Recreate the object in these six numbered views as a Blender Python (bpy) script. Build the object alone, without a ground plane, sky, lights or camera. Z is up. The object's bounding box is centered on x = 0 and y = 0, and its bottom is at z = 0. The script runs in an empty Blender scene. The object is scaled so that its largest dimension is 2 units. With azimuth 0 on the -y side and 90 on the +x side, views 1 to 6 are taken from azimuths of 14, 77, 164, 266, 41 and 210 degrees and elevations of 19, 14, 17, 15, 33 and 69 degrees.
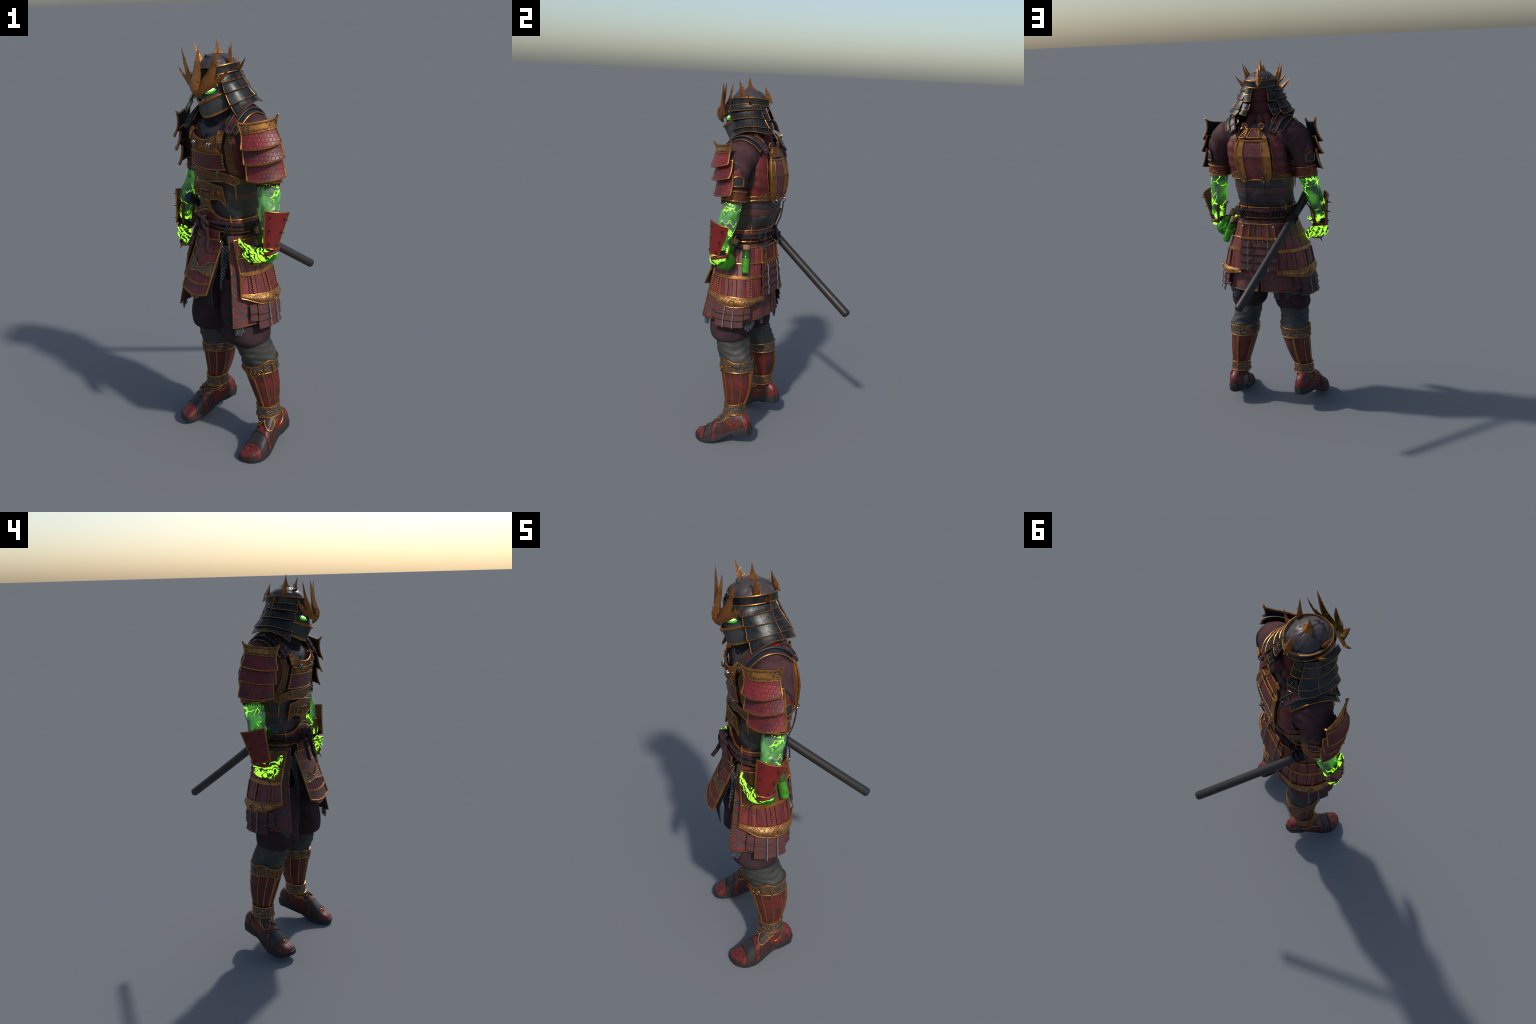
# An armoured warrior in red lacquer, gilt bronze and black iron, with glowing green arms.
# Built in the body's own frame (x = its left, y = its back, z = up) and turned by the root.
import bpy, math, random
import numpy as np

rng = random.Random(7)
pi = math.pi
sin, cos = math.sin, math.cos

# ------------------------------------------------------------------ materials
def new_mat(name):
    m = bpy.data.materials.new(name)
    m.use_nodes = True
    nt = m.node_tree
    nt.nodes.clear()
    out = nt.nodes.new('ShaderNodeOutputMaterial')
    b = nt.nodes.new('ShaderNodeBsdfPrincipled')
    nt.links.new(b.outputs[0], out.inputs[0])
    return m, nt, b

class G:
    """small helper around a node tree"""
    def __init__(s, nt):
        s.nt = nt
        s.co = nt.nodes.new('ShaderNodeTexCoord').outputs['Object']
    def n(s, t, **kw):
        x = s.nt.nodes.new(t)
        for k, v in kw.items():
            setattr(x, k, v)
        return x
    def link(s, a, b):
        s.nt.links.new(a, b)
    def put(s, sock, v):
        if isinstance(v, bpy.types.NodeSocket):
            s.link(v, sock)
        else:
            sock.default_value = v
    def math(s, op, a, b=0.0, c=0.0):
        x = s.n('ShaderNodeMath', operation=op)
        s.put(x.inputs[0], a); s.put(x.inputs[1], b); s.put(x.inputs[2], c)
        return x.outputs[0]
    def ramp(s, v, stops, interp='LINEAR'):
        x = s.n('ShaderNodeValToRGB')
        x.color_ramp.interpolation = interp
        e = x.color_ramp.elements
        while len(e) < len(stops):
            e.new(0.5)
        for el, (p, c) in zip(e, stops):
            el.position = p
            el.color = c if len(c) == 4 else (*c, 1)
        s.link(v, x.inputs[0])
        return x.outputs[0]
    def mask(s, v, lo, hi):
        x = s.n('ShaderNodeMapRange')
        x.interpolation_type = 'SMOOTHSTEP'
        s.link(v, x.inputs[0])
        x.inputs[1].default_value = lo; x.inputs[2].default_value = hi
        return x.outputs[0]
    def noise(s, scale, detail=4, rough=.55, dist=0.0, vec=None):
        x = s.n('ShaderNodeTexNoise')
        s.link(vec or s.co, x.inputs['Vector'])
        x.inputs['Scale'].default_value = scale
        x.inputs['Detail'].default_value = detail
        x.inputs['Roughness'].default_value = rough
        x.inputs['Distortion'].default_value = dist
        return x.outputs['Fac']
    def noisec(s, scale, vec=None):
        x = s.n('ShaderNodeTexNoise')
        s.link(vec or s.co, x.inputs['Vector'])
        x.inputs['Scale'].default_value = scale
        return x.outputs['Color']
    def voro(s, scale, feat='F1', vec=None, rand=1.0):
        x = s.n('ShaderNodeTexVoronoi', feature=feat)
        s.link(vec or s.co, x.inputs['Vector'])
        x.inputs['Scale'].default_value = scale
        x.inputs['Randomness'].default_value = rand
        return x.outputs['Distance']
    def warp(s, scale, amt):
        c = s.noisec(scale)
        v = s.n('ShaderNodeVectorMath', operation='MULTIPLY_ADD')
        s.link(c, v.inputs[0])
        v.inputs[1].default_value = (amt,) * 3
        s.link(s.co, v.inputs[2])
        return v.outputs[0]
    def map(s, rot=(0, 0, 0), scale=(1, 1, 1), loc=(0, 0, 0), vec=None):
        x = s.n('ShaderNodeMapping')
        s.link(vec or s.co, x.inputs[0])
        x.inputs['Rotation'].default_value = rot
        x.inputs['Scale'].default_value = scale
        x.inputs['Location'].default_value = loc
        return x.outputs[0]
    def mix(s, f, a, b):
        x = s.n('ShaderNodeMix', data_type='RGBA')
        s.put(x.inputs[0], f)
        s.put(x.inputs[6], a if not isinstance(a, tuple) else (*a[:3], 1))
        s.put(x.inputs[7], b if not isinstance(b, tuple) else (*b[:3], 1))
        return x.outputs[2]
    def bump(s, h, strength, dist, b, prev=None):
        x = s.n('ShaderNodeBump')
        x.inputs['Strength'].default_value = strength
        x.inputs['Distance'].default_value = dist
        s.link(h, x.inputs['Height'])
        if prev is not None:
            s.link(prev, x.inputs['Normal'])
        s.link(x.outputs[0], b.inputs['Normal'])
        return x.outputs[0]
    def xyz(s, vec=None):
        x = s.n('ShaderNodeSeparateXYZ')
        s.link(vec or s.co, x.inputs[0])
        return x.outputs

def lin(r, g, b):
    f = lambda c: (c / 255 / 12.92) if c <= 10 else (((c / 255) + .055) / 1.055) ** 2.4
    return (f(r), f(g), f(b))

def worn(name, c1, c2, c3=None, metal=0.0, rough=.55, scale=18, bump=.25, dist=.0015, fine=140, spec=.32, coat=0.0, mscale=(1, 1, 1)):
    """two or three tone patchy surface with fine grain"""
    m, nt, b = new_mat(name)
    g = G(nt)
    v = g.map(scale=mscale)
    n1 = g.noise(scale, 6, .62, .4, vec=v)
    col = g.mix(g.mask(n1, .36, .66), c1, c2)
    if c3 is not None:
        n2 = g.noise(scale * 2.7, 5, .65, .3, vec=v)
        col = g.mix(g.mask(n2, .6, .74), col, c3)
    g.link(col, b.inputs['Base Color'])
    b.inputs['Metallic'].default_value = metal
    b.inputs['Specular IOR Level'].default_value = spec
    b.inputs['Coat Weight'].default_value = coat
    b.inputs['Coat Roughness'].default_value = .25
    r = g.math('MULTIPLY_ADD', n1, .35, rough - .17)
    g.link(r, b.inputs['Roughness'])
    h = g.math('ADD', g.noise(fine, 4, .6, vec=v), g.math('MULTIPLY', n1, 1.5))
    g.bump(h, bump, dist, b)
    return m

GOLD_A, GOLD_B, GOLD_D = lin(170, 116, 60), lin(136, 90, 46), lin(88, 60, 36)
M = {}
M['gold'] = worn('gilt_bronze', GOLD_A, GOLD_B, GOLD_D, metal=.8, rough=.36, scale=40, bump=.35, dist=.001)
M['bronze'] = worn('crest_bronze', lin(158, 102, 52), lin(128, 80, 40), lin(100, 60, 32), metal=.7, rough=.40, scale=30, bump=.8, dist=.0022, fine=70)
M['iron'] = worn('black_iron', lin(38, 41, 44), lin(56, 57, 56), lin(26, 29, 33), metal=.7, rough=.34, scale=26, bump=.45, dist=.0012)
M['mask'] = worn('grey_iron_mask', lin(70, 72, 72), lin(58, 60, 61), lin(80, 80, 78), metal=.3, rough=.6, scale=30, bump=.25)
M['steel'] = worn('steel_hook', lin(120, 126, 134), lin(90, 96, 104), metal=.9, rough=.3, scale=40)
M['red'] = worn('red_leather', lin(104, 37, 35), lin(80, 29, 29), lin(116, 48, 43), rough=.45, scale=24, bump=.35)
M['redlac'] = worn('red_lacquer', lin(112, 30, 27), lin(100, 27, 25), lin(82, 24, 24), rough=.42, scale=16, bump=.12)
M['redboot'] = worn('scuffed_red_leather', lin(112, 38, 34), lin(48, 27, 27), lin(34, 29, 29), rough=.40, scale=40, bump=.45)
M['greave'] = worn('red_greave_leather', lin(96, 35, 32), lin(54, 32, 32), lin(44, 31, 32), rough=.42, scale=13, bump=.3)
M['maroon'] = worn('maroon_cloth', lin(74, 49, 50), lin(58, 40, 43), lin(84, 54, 53), spec=.12, rough=.75, scale=16, bump=.3, fine=260)
M['hood'] = worn('maroon_hood_cloth', lin(92, 50, 50), lin(74, 40, 42), spec=.12, rough=.8, scale=14, bump=.3, fine=260)
M['pants'] = worn('dark_plum_cloth', lin(60, 43, 46), lin(48, 36, 40), spec=.12, rough=.85, scale=14, bump=.3, fine=300)
M['trouser'] = worn('grey_leather', lin(60, 60, 56), lin(46, 47, 46), lin(70, 70, 64), rough=.6, scale=14, bump=.4, dist=.003, fine=60)
M['vamp'] = worn('dark_boot_leather', lin(54, 47, 46), lin(40, 37, 38), lin(72, 38, 37), rough=.45, scale=26, bump=.5)
M['sole'] = worn('black_sole', lin(38, 39, 40), lin(30, 31, 32), rough=.55, scale=30)
M['black'] = worn('black_padding', lin(40, 42, 46), lin(32, 34, 38), rough=.5, scale=30, bump=.3)
M['blackcloth'] = worn('black_cloth', lin(30, 32, 36), lin(40, 42, 46), spec=.12, rough=.85, scale=20, bump=.3, fine=260)
M['scabbard'] = worn('black_scabbard', lin(42, 39, 37), lin(35, 34, 34), rough=.45, spec=.35, scale=12, bump=.1)
M['rope'] = worn('plum_rope', lin(58, 41, 43), lin(44, 33, 36), spec=.12, rough=.8, scale=60, bump=.5, fine=500)
M['cord'] = worn('black_cord', lin(36, 37, 40), lin(28, 29, 32), rough=.7, scale=60)
M['greycord'] = worn('grey_cord', lin(120, 124, 126), lin(96, 100, 104), rough=.6, scale=80, metal=.2)
M['lame'] = worn('brown_hide_strip', lin(82, 48, 45), lin(68, 40, 39), lin(92, 55, 49), rough=.7, spec=.3, scale=26, bump=.5, mscale=(1, 1, 6))
M['cork'] = worn('cork', lin(150, 112, 88), lin(122, 88, 66), rough=.85, scale=60)
M['chain'] = worn('chainmail_steel', lin(96, 102, 106), lin(70, 76, 82), metal=.5, rough=.45, scale=60)
M['spike'] = worn('dark_spike', lin(58, 52, 54), lin(44, 40, 42), metal=.4, rough=.45, scale=60)
M['eyebed'] = worn('glossy_black_face', lin(34, 40, 44), lin(70, 76, 76), lin(22, 26, 30), metal=.2, rough=.3, scale=50, bump=.5)
M['slat'] = worn('copper_slat', lin(122, 74, 40), lin(102, 60, 34), lin(80, 48, 28), metal=.45, rough=.5, scale=40)

def engraved(name, scale, field, gold=GOLD_A, gold2=GOLD_B, level=.5, bump=.7, ring=False):
    """raised scrollwork in gold over a darker ground"""
    m, nt, b = new_mat(name)
    g = G(nt)
    w = g.warp(scale * .7, .9 / scale)
    d = g.voro(scale, 'F1', vec=w)
    s = g.math('SINE', g.math('MULTIPLY', d, 17.0))
    n = g.noise(scale * 1.5, 3, .5, 1.2)
    h = g.math('ADD', g.math('MULTIPLY', s, .5), g.math('MULTIPLY', g.math('SUBTRACT', n, .5), 1.6))
    k = g.mask(h, level - .62, level - .18)
    pat = g.noise(scale * .35, 4, .6)
    gc = g.mix(g.mask(pat, .35, .65), gold2, gold)
    g.link(g.mix(k, field, gc), b.inputs['Base Color'])
    g.link(g.math('MULTIPLY_ADD', k, .4, .35), b.inputs['Metallic'])
    b.inputs['Roughness'].default_value = .42
    g.bump(g.math('ADD', k, g.math('MULTIPLY', g.noise(scale * 5, 3), .4)), bump, .0025, b)
    return m

M['orn'] = engraved('engraved_gilt', 42, lin(62, 52, 42), level=.35)
M['ornblue'] = engraved('engraved_gilt_on_slate', 48, lin(56, 62, 66), level=.62)
M['ornplate'] = engraved('chased_bronze', 34, lin(74, 60, 44), gold=lin(140, 90, 44), gold2=lin(114, 72, 36), level=.2, bump=.55)
M['ornbright'] = engraved('chased_bright_gilt', 75, lin(82, 68, 52), gold=lin(204, 142, 78), gold2=lin(168, 112, 56), level=.36, bump=.9)  # gold tones lightened to carry the hem's sparkling glints
M['embred'] = engraved('gold_embroidered_red', 52, lin(96, 38, 34), level=.55, gold=lin(150, 96, 46), gold2=lin(120, 66, 36), bump=.6)
M['ornband'] = engraved('embroidered_gold_band', 60, lin(70, 48, 36), level=.45, gold=lin(142, 96, 48), gold2=lin(112, 74, 36), bump=.6)
M['patina'] = engraved('patinated_gilt_band', 38, lin(58, 62, 63), level=.66, bump=.6)

def scales(name, rotz, size, c1, c2, dark, bump=.8):
    """overlapping hexagonal scales on the plane of object z and a turned horizontal axis"""
    m, nt, b = new_mat(name)
    g = G(nt)
    v = g.map(rot=(0, 0, rotz))
    o = g.xyz(v)
    cx = g.math('DIVIDE', o[0], size)
    cz = g.math('DIVIDE', o[2], size * 1.732)
    def lattice(ox, oz):
        fx = g.math('SUBTRACT', g.math('FRACT', g.math('ADD', cx, ox)), .5)
        fz = g.math('MULTIPLY', g.math('SUBTRACT', g.math('FRACT', g.math('ADD', cz, oz)), .5), 1.732)
        return g.math('SQRT', g.math('ADD', g.math('MULTIPLY', fx, fx), g.math('MULTIPLY', fz, fz)))
    d = g.math('MINIMUM', lattice(100.0, 100.0), lattice(100.5, 100.5))
    k = g.mask(d, .40, .52)
    n = g.noise(14, 6, .65, .5)
    base = g.mix(g.mask(n, .36, .64), c1, c2)
    g.link(g.mix(g.math('MULTIPLY', k, .5), base, dark), b.inputs['Base Color'])
    b.inputs['Roughness'].default_value = .42
    b.inputs['Specular IOR Level'].default_value = .35
    g.bump(g.math('SUBTRACT', 1.0, k), bump, .0012, b)
    return m
RED1, RED2, REDD = lin(122, 36, 38), lin(76, 28, 33), lin(56, 24, 28)
A_SODE = math.atan2(.155, .105)
M['scaleL'] = scales('red_scales_left', -A_SODE, .0185, RED1, RED2, REDD, .55)
M['scaleR'] = scales('red_scales_right', A_SODE, .0185, RED1, RED2, REDD, .55)
M['scaleF'] = scales('red_scales_front', 0, .012, lin(104, 38, 37), lin(80, 31, 33), lin(58, 26, 28), .4)
M['scaleB'] = scales('fine_red_scales', 0, .0085, lin(114, 42, 40), lin(94, 35, 36), lin(54, 26, 28), .6)

def floral():
    """red and black scroll cloth"""
    m, nt, b = new_mat('floral_scroll_cloth')
    g = G(nt)
    w = g.warp(18, .045)
    d = g.voro(25, 'F1', vec=w)
    s = g.math('SINE', g.math('MULTIPLY', d, 15.0))
    n = g.noise(26, 2, .5, 2.5)
    h = g.math('ADD', s, g.math('MULTIPLY', g.math('SUBTRACT', n, .5), 3.0))
    k = g.mask(h, -.30, -.14)
    edge = g.mask(g.math('ABSOLUTE', g.math('ADD', h, .22)), .16, .03)
    red = g.mix(g.mask(g.noise(60, 4), .35, .65), lin(112, 38, 37), lin(90, 32, 33))
    blk = g.mix(g.mask(g.noise(50, 4), .4, .65), lin(44, 46, 47), lin(58, 58, 56))
    c = g.mix(k, blk, red)
    c = g.mix(g.math('MULTIPLY', edge, .45), c, lin(96, 82, 66))
    g.link(c, b.inputs['Base Color'])
    b.inputs['Roughness'].default_value = .75
    g.bump(g.math('ADD', k, g.math('MULTIPLY', g.noise(400, 2), .4)), .35, .0015, b)
    return m
M['floral'] = floral()

def plank():
    m, nt, b = new_mat('red_lacquered_plank')
    g = G(nt)
    oi = g.n('ShaderNodeObjectInfo')
    v = g.map(scale=(1, 1, .25))
    n = g.noise(34, 6, .65, .5, vec=v)
    c = g.mix(g.mask(n, .38, .66), lin(88, 34, 33), lin(118, 43, 40))
    c = g.mix(g.mask(g.noise(90, 4, .6), .6, .75), c, lin(74, 36, 36))
    hs = g.n('ShaderNodeHueSaturation')
    g.link(c, hs.inputs['Color'])
    g.link(g.math('MULTIPLY_ADD', oi.outputs['Random'], .4, .8), hs.inputs['Value'])
    g.link(hs.outputs[0], b.inputs['Base Color'])
    b.inputs['Roughness'].default_value = .45
    g.bump(n, .35, .002, b)
    return m
M['plank'] = plank()

def waistcloth():
    """dark body wrap: plum leather with a brown-red band and grey scuffs"""
    m, nt, b = new_mat('dark_body_wrap')
    g = G(nt)
    o = g.xyz()
    z = g.math('ADD', o[2], g.math('MULTIPLY', g.noise(9, 2), .012))
    n = g.noise(15, 5, .6)
    c = g.mix(g.mask(n, .35, .65), lin(58, 44, 46), lin(46, 37, 40))
    band = g.math('MULTIPLY', g.mask(z, 1.292, 1.295), g.mask(z, 1.328, 1.325))
    c = g.mix(band, c, lin(80, 44, 42))
    seam = g.math('ADD', g.math('MULTIPLY', g.mask(z, 1.286, 1.290), g.mask(z, 1.296, 1.292)),
                  g.math('MULTIPLY', g.mask(z, 1.324, 1.328), g.mask(z, 1.334, 1.330)))
    c = g.mix(g.math('MULTIPLY', seam, .7), c, lin(26, 22, 24))
    sc = g.mask(g.noise(11, 3, .5, .8, vec=g.map(loc=(3, 1, 5))), .61, .63)
    c = g.mix(g.math('MULTIPLY', sc, .8), c, lin(68, 72, 68))
    g.link(c, b.inputs['Base Color'])
    b.inputs['Roughness'].default_value = .55
    g.bump(g.math('SUBTRACT', g.noise(120, 4), g.math('MULTIPLY', seam, 2.0)), .35, .002, b)
    return m
M['wrap'] = waistcloth()

GLOW = (.36, 1.0, .03, 1)
def glow_arm():
    m, nt, b = new_mat('glowing_cracked_skin')
    g = G(nt)
    w = g.warp(30, .05)
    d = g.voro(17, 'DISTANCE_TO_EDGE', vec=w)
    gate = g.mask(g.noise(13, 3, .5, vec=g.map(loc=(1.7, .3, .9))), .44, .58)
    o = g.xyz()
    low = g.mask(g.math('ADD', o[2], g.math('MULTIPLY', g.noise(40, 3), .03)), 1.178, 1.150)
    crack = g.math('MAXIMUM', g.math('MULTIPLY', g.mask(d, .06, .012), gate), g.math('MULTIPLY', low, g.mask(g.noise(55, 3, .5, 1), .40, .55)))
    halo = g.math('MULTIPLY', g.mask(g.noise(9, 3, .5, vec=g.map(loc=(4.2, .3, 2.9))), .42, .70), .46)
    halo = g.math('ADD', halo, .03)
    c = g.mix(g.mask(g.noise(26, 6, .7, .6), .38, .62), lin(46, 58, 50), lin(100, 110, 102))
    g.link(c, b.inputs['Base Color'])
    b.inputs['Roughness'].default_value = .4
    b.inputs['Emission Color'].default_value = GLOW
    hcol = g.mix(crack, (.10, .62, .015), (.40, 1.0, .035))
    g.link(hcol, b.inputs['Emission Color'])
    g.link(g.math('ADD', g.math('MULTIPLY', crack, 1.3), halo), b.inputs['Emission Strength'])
    h = g.math('ADD', g.noise(60, 5, .65), g.mask(d, 0, .1))
    g.bump(h, .5, .004, b)
    return m
M['glow'] = glow_arm()

def glow_hand():
    m, nt, b = new_mat('glowing_wrapped_hand')
    g = G(nt)
    w = g.warp(40, .02)
    wv = g.n('ShaderNodeTexWave')
    wv.bands_direction = 'DIAGONAL'
    g.link(w, wv.inputs[0])
    wv.inputs['Scale'].default_value = 19
    wv.inputs['Distortion'].default_value = 9
    wv.inputs['Detail'].default_value = 3
    wv.inputs['Detail Scale'].default_value = 1.6
    k = g.mask(wv.outputs['Fac'], .30, .62)
    c = g.mix(k, lin(22, 32, 26), lin(120, 190, 50))
    g.link(c, b.inputs['Base Color'])
    b.inputs['Roughness'].default_value = .6
    b.inputs['Emission Color'].default_value = (.42, 1.0, .04, 1)
    g.link(g.math('MULTIPLY_ADD', k, 1.05, .02), b.inputs['Emission Strength'])
    g.bump(k, .5, .003, b)
    return m
M['hand'] = glow_hand()

def eye():
    m, nt, b = new_mat('glowing_eye')
    b.inputs['Base Color'].default_value = (.1, .4, .02, 1)
    b.inputs['Emission Color'].default_value = (.5, 1.0, .28, 1)
    b.inputs['Emission Strength'].default_value = 4.5
    return m
M['eye'] = eye()
def eyeglow():
    m, nt, b = new_mat('green_eye_glow_tube')
    b.inputs['Base Color'].default_value = (.05, .3, .02, 1)
    b.inputs['Emission Color'].default_value = (.12, .75, .015, 1)
    b.inputs['Emission Strength'].default_value = .45
    return m
M['eyeglow_tube'] = eyeglow()

def glass(name, c, em, tr=.35):
    m, nt, b = new_mat(name)
    g = G(nt)
    n = g.noise(38, 4, .6, .8)
    g.link(g.mix(g.mask(n, .35, .68), c, tuple(x * 1.7 for x in c)), b.inputs['Base Color'])
    b.inputs['Roughness'].default_value = .12
    b.inputs['Transmission Weight'].default_value = tr
    b.inputs['IOR'].default_value = 1.3
    b.inputs['Emission Color'].default_value = (.05, .45, .01, 1)
    g.link(g.math('MULTIPLY', n, em), b.inputs['Emission Strength'])
    return m
M['glass'] = glass('green_flask_glass', lin(38, 86, 22), .13)
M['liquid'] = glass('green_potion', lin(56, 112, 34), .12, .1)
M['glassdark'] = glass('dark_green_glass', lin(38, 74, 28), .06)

# ------------------------------------------------------------------ geometry helpers
V = lambda *a: np.array(a, float)

class B:
    """collects verts, faces and materials of one object"""
    def __init__(s):
        s.v, s.f, s.m, s.mats = [], [], [], []
    def add(s, vf, mat, inner=None):
        """inner: material of the back faces of a grid() plate"""
        v, f = vf
        half = len(v) // 2
        o = len(s.v)
        s.v.extend([tuple(map(float, p)) for p in v])
        if mat not in s.mats:
            s.mats.append(mat)
        i = s.mats.index(mat)
        if inner and inner not in s.mats:
            s.mats.append(inner)
        i2 = s.mats.index(inner) if inner else i
        for q in f:
            s.f.append(tuple(k + o for k in q)); s.m.append(i2 if min(q) >= half else i)
        return s
    def mirror(s, swap=None):
        r = B()
        r.v = [(-x, y, z) for x, y, z in s.v]
        r.f = [tuple(reversed(q)) for q in s.f]
        r.m = list(s.m)
        r.mats = [(swap or {}).get(k, k) for k in s.mats]
        return r

root = bpy.data.objects.new('samurai_warrior', None)
bpy.context.scene.collection.objects.link(root)
root.location = (0, -.12, 0)
root.rotation_euler = (0, 0, math.radians(-36.5))
root['label'] = 'horned samurai in red and gilt armour with glowing green arms'
root['category'] = 'armoured warrior'

NOT_TORSO = ('arm', 'wrist', 'hand', 'finger', 'bracer', 'scabbard', 'flask', 'vial', 'cork', 'skirt', 'rear_')
def lean(b):
    """the trunk leans a little to its right and its right shoulder blade is pushed back"""
    out = []
    for x, y, z in b.v:
        if 1.14 < z < 1.64:
            k = np.interp(abs(x), [.18, .215], [1, 0])
            if k > 0:
                x2 = x + np.interp(z, [1.14, 1.22, 1.40, 1.52], [0, -.011, -.011, 0]) * k
                if x < 0 and y > .04:
                    y += .011 * k * np.interp(y, [.04, .12], [0, 1]) * np.interp(z, [1.36, 1.45, 1.56, 1.64], [0, 1, 1, 0]) * np.interp(-x, [.04, .12], [0, 1])
                x = x2
        out.append((x, y, z))
    b.v = out

def build(b, name, parent=None, stuff=False, angle=40):
    if not name.startswith(NOT_TORSO):
        lean(b)
    me = bpy.data.meshes.new(name)
    me.from_pydata(b.v, [], b.f)
    for k in b.mats:
        me.materials.append(M[k])
    me.polygons.foreach_set('material_index', b.m)
    me.polygons.foreach_set('use_smooth', [True] * len(b.f))
    me.update()
    me.set_sharp_from_angle(angle=math.radians(angle))
    o = bpy.data.objects.new(name, me)
    bpy.context.scene.collection.objects.link(o)
    p = parent or root
    while p is not root and p.parent is not root:
        p = p.parent
    o.parent = p
    if stuff:
        o['kind'] = 'stuff'
    return o

ARM_PARTS = ('arm', 'wrist_slat', 'wrist_wrap', 'wrist_ring')
HAND_PARTS = ('hand', 'finger', 'hand_guard', 'hand_strap')
def both(b, name, parent=None, swap=None, **kw):
    """left and mirrored right; parent may be a pair. The two arms are not posed quite alike."""
    p = parent if isinstance(parent, tuple) else (parent, parent)
    m = b.mirror(swap)
    if name in ARM_PARTS:
        k = lambda z: max(0.0, min(1.0, (1.40 - z) / .12))
        b.v = [(x - .004 * k(z), y + .012 * k(z), z) for x, y, z in b.v]
        m.v = [(x - .006 * k(z) * max(0, min(1, (z - 1.06) / .12)), y - .010 * k(z), z) for x, y, z in m.v]
    elif name in HAND_PARTS:
        b.v = [(x - .002, y + .002, z) for x, y, z in b.v]
        m.v = [(x - .022, y - .008, z - .022) for x, y, z in m.v]
    elif name.startswith('shoulder_') and ('lame' in name or 'trim' in name or 'guard' in name or 'gilt' in name):
        m.v = [(x - .005, y - .003, z) for x, y, z in m.v]
    return (build(b, name, p[0], **kw), build(m, name, p[1], **kw))

def shear_leg(b, side):
    """stance: the left leg stands a little inward and back, the right one is lifted"""
    dx, dy, dz = ((-.014, .006, -.004), (-.004, -.010, .020))[side]
    out = []
    for x, y, z in b.v:
        k = max(0.0, min(1.0, (.62 - z) / .40))
        if side == 0 and z < .24:
            x += .04 * y * min(1, (.24 - z) / .1) + .004 * min(1, (.24 - z) / .1)
        out.append((x + dx * k, y + dy * k, z + dz * k))
    b.v = out
    return b
def lboth(b, name, parent=None, **kw):
    p = parent if isinstance(parent, tuple) else (parent, parent)
    m = shear_leg(b.mirror(), 1)
    return build(shear_leg(b, 0), name, p[0], **kw), build(m, name, p[1], **kw)

def catmull(pts, t):
    pts = np.asarray(pts, float)
    n = len(pts) - 1
    x = min(max(t, 0.0), 1.0) * n
    i = min(int(x), n - 1)
    u = x - i
    p1, p2 = pts[i], pts[i + 1]
    p0 = pts[i - 1] if i > 0 else 2 * p1 - p2
    p3 = pts[i + 2] if i + 2 <= n else 2 * p2 - p1
    return .5 * (2 * p1 + (p2 - p0) * u + (2 * p0 - 5 * p1 + 4 * p2 - p3) * u * u + (3 * p1 - p0 - 3 * p2 + p3) * u ** 3)

def curve(pts, n):
    return [catmull(pts, i / n) for i in range(n + 1)]

def grid(P, nu, nv, th=.004, axis=None, closed=False):
    """solid plate whose outer face is P(u, v); axis: point the face looks away from"""
    A = np.array([[P(i / nu, j / nv) for i in range(nu + 1)] for j in range(nv + 1)], float)
    du = np.gradient(A, axis=1); dv = np.gradient(A, axis=0)
    if closed:
        du[:, 0] = du[:, -1] = A[:, 1] - A[:, -2]
    N = np.cross(du, dv)
    N /= np.linalg.norm(N, axis=2, keepdims=True) + 1e-12
    ref = np.array(axis if axis is not None else (0, .02, 0), float)
    D = A - ref
    if axis is None or len(axis) == 3 and np.isnan(ref[2]):
        D[..., 2] = 0
    flip = (N * np.nan_to_num(D)).sum() < 0
    if flip:
        N = -N
    I = A - N * th
    W = nu + 1
    v = np.concatenate([A.reshape(-1, 3), I.reshape(-1, 3)])
    off = A.shape[0] * A.shape[1]
    f = []
    for j in range(nv):
        for i in range(nu):
            q = (j * W + i, j * W + i + 1, (j + 1) * W + i + 1, (j + 1) * W + i)
            if flip:
                q = q[::-1]
            f.append(q)
            f.append(tuple(k + off for k in q[::-1]))
    ring = [j for j in range(nu)] + [j * W + nu for j in range(nv)] + [nv * W + i for i in range(nu, 0, -1)] + [j * W for j in range(nv, 0, -1)]
    for k in range(len(ring)):
        a, c = ring[k], ring[(k + 1) % len(ring)]
        q = (c, a, a + off, c + off)
        f.append(q[::-1] if flip else q)
    return v, f

def rimpath(P, edges, n=16):
    """points along chosen edges of P, in order: t, r, b, l"""
    seq = {'t': lambda k: P(k, 0), 'r': lambda k: P(1, k), 'b': lambda k: P(1 - k, 1), 'l': lambda k: P(0, 1 - k)}
    pts = []
    for e in edges:
        for i in range(n + 1):
            p = np.asarray(seq[e](i / n), float)
            if not pts or np.linalg.norm(p - pts[-1]) > 1e-6:
                pts.append(p)
    return pts

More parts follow.
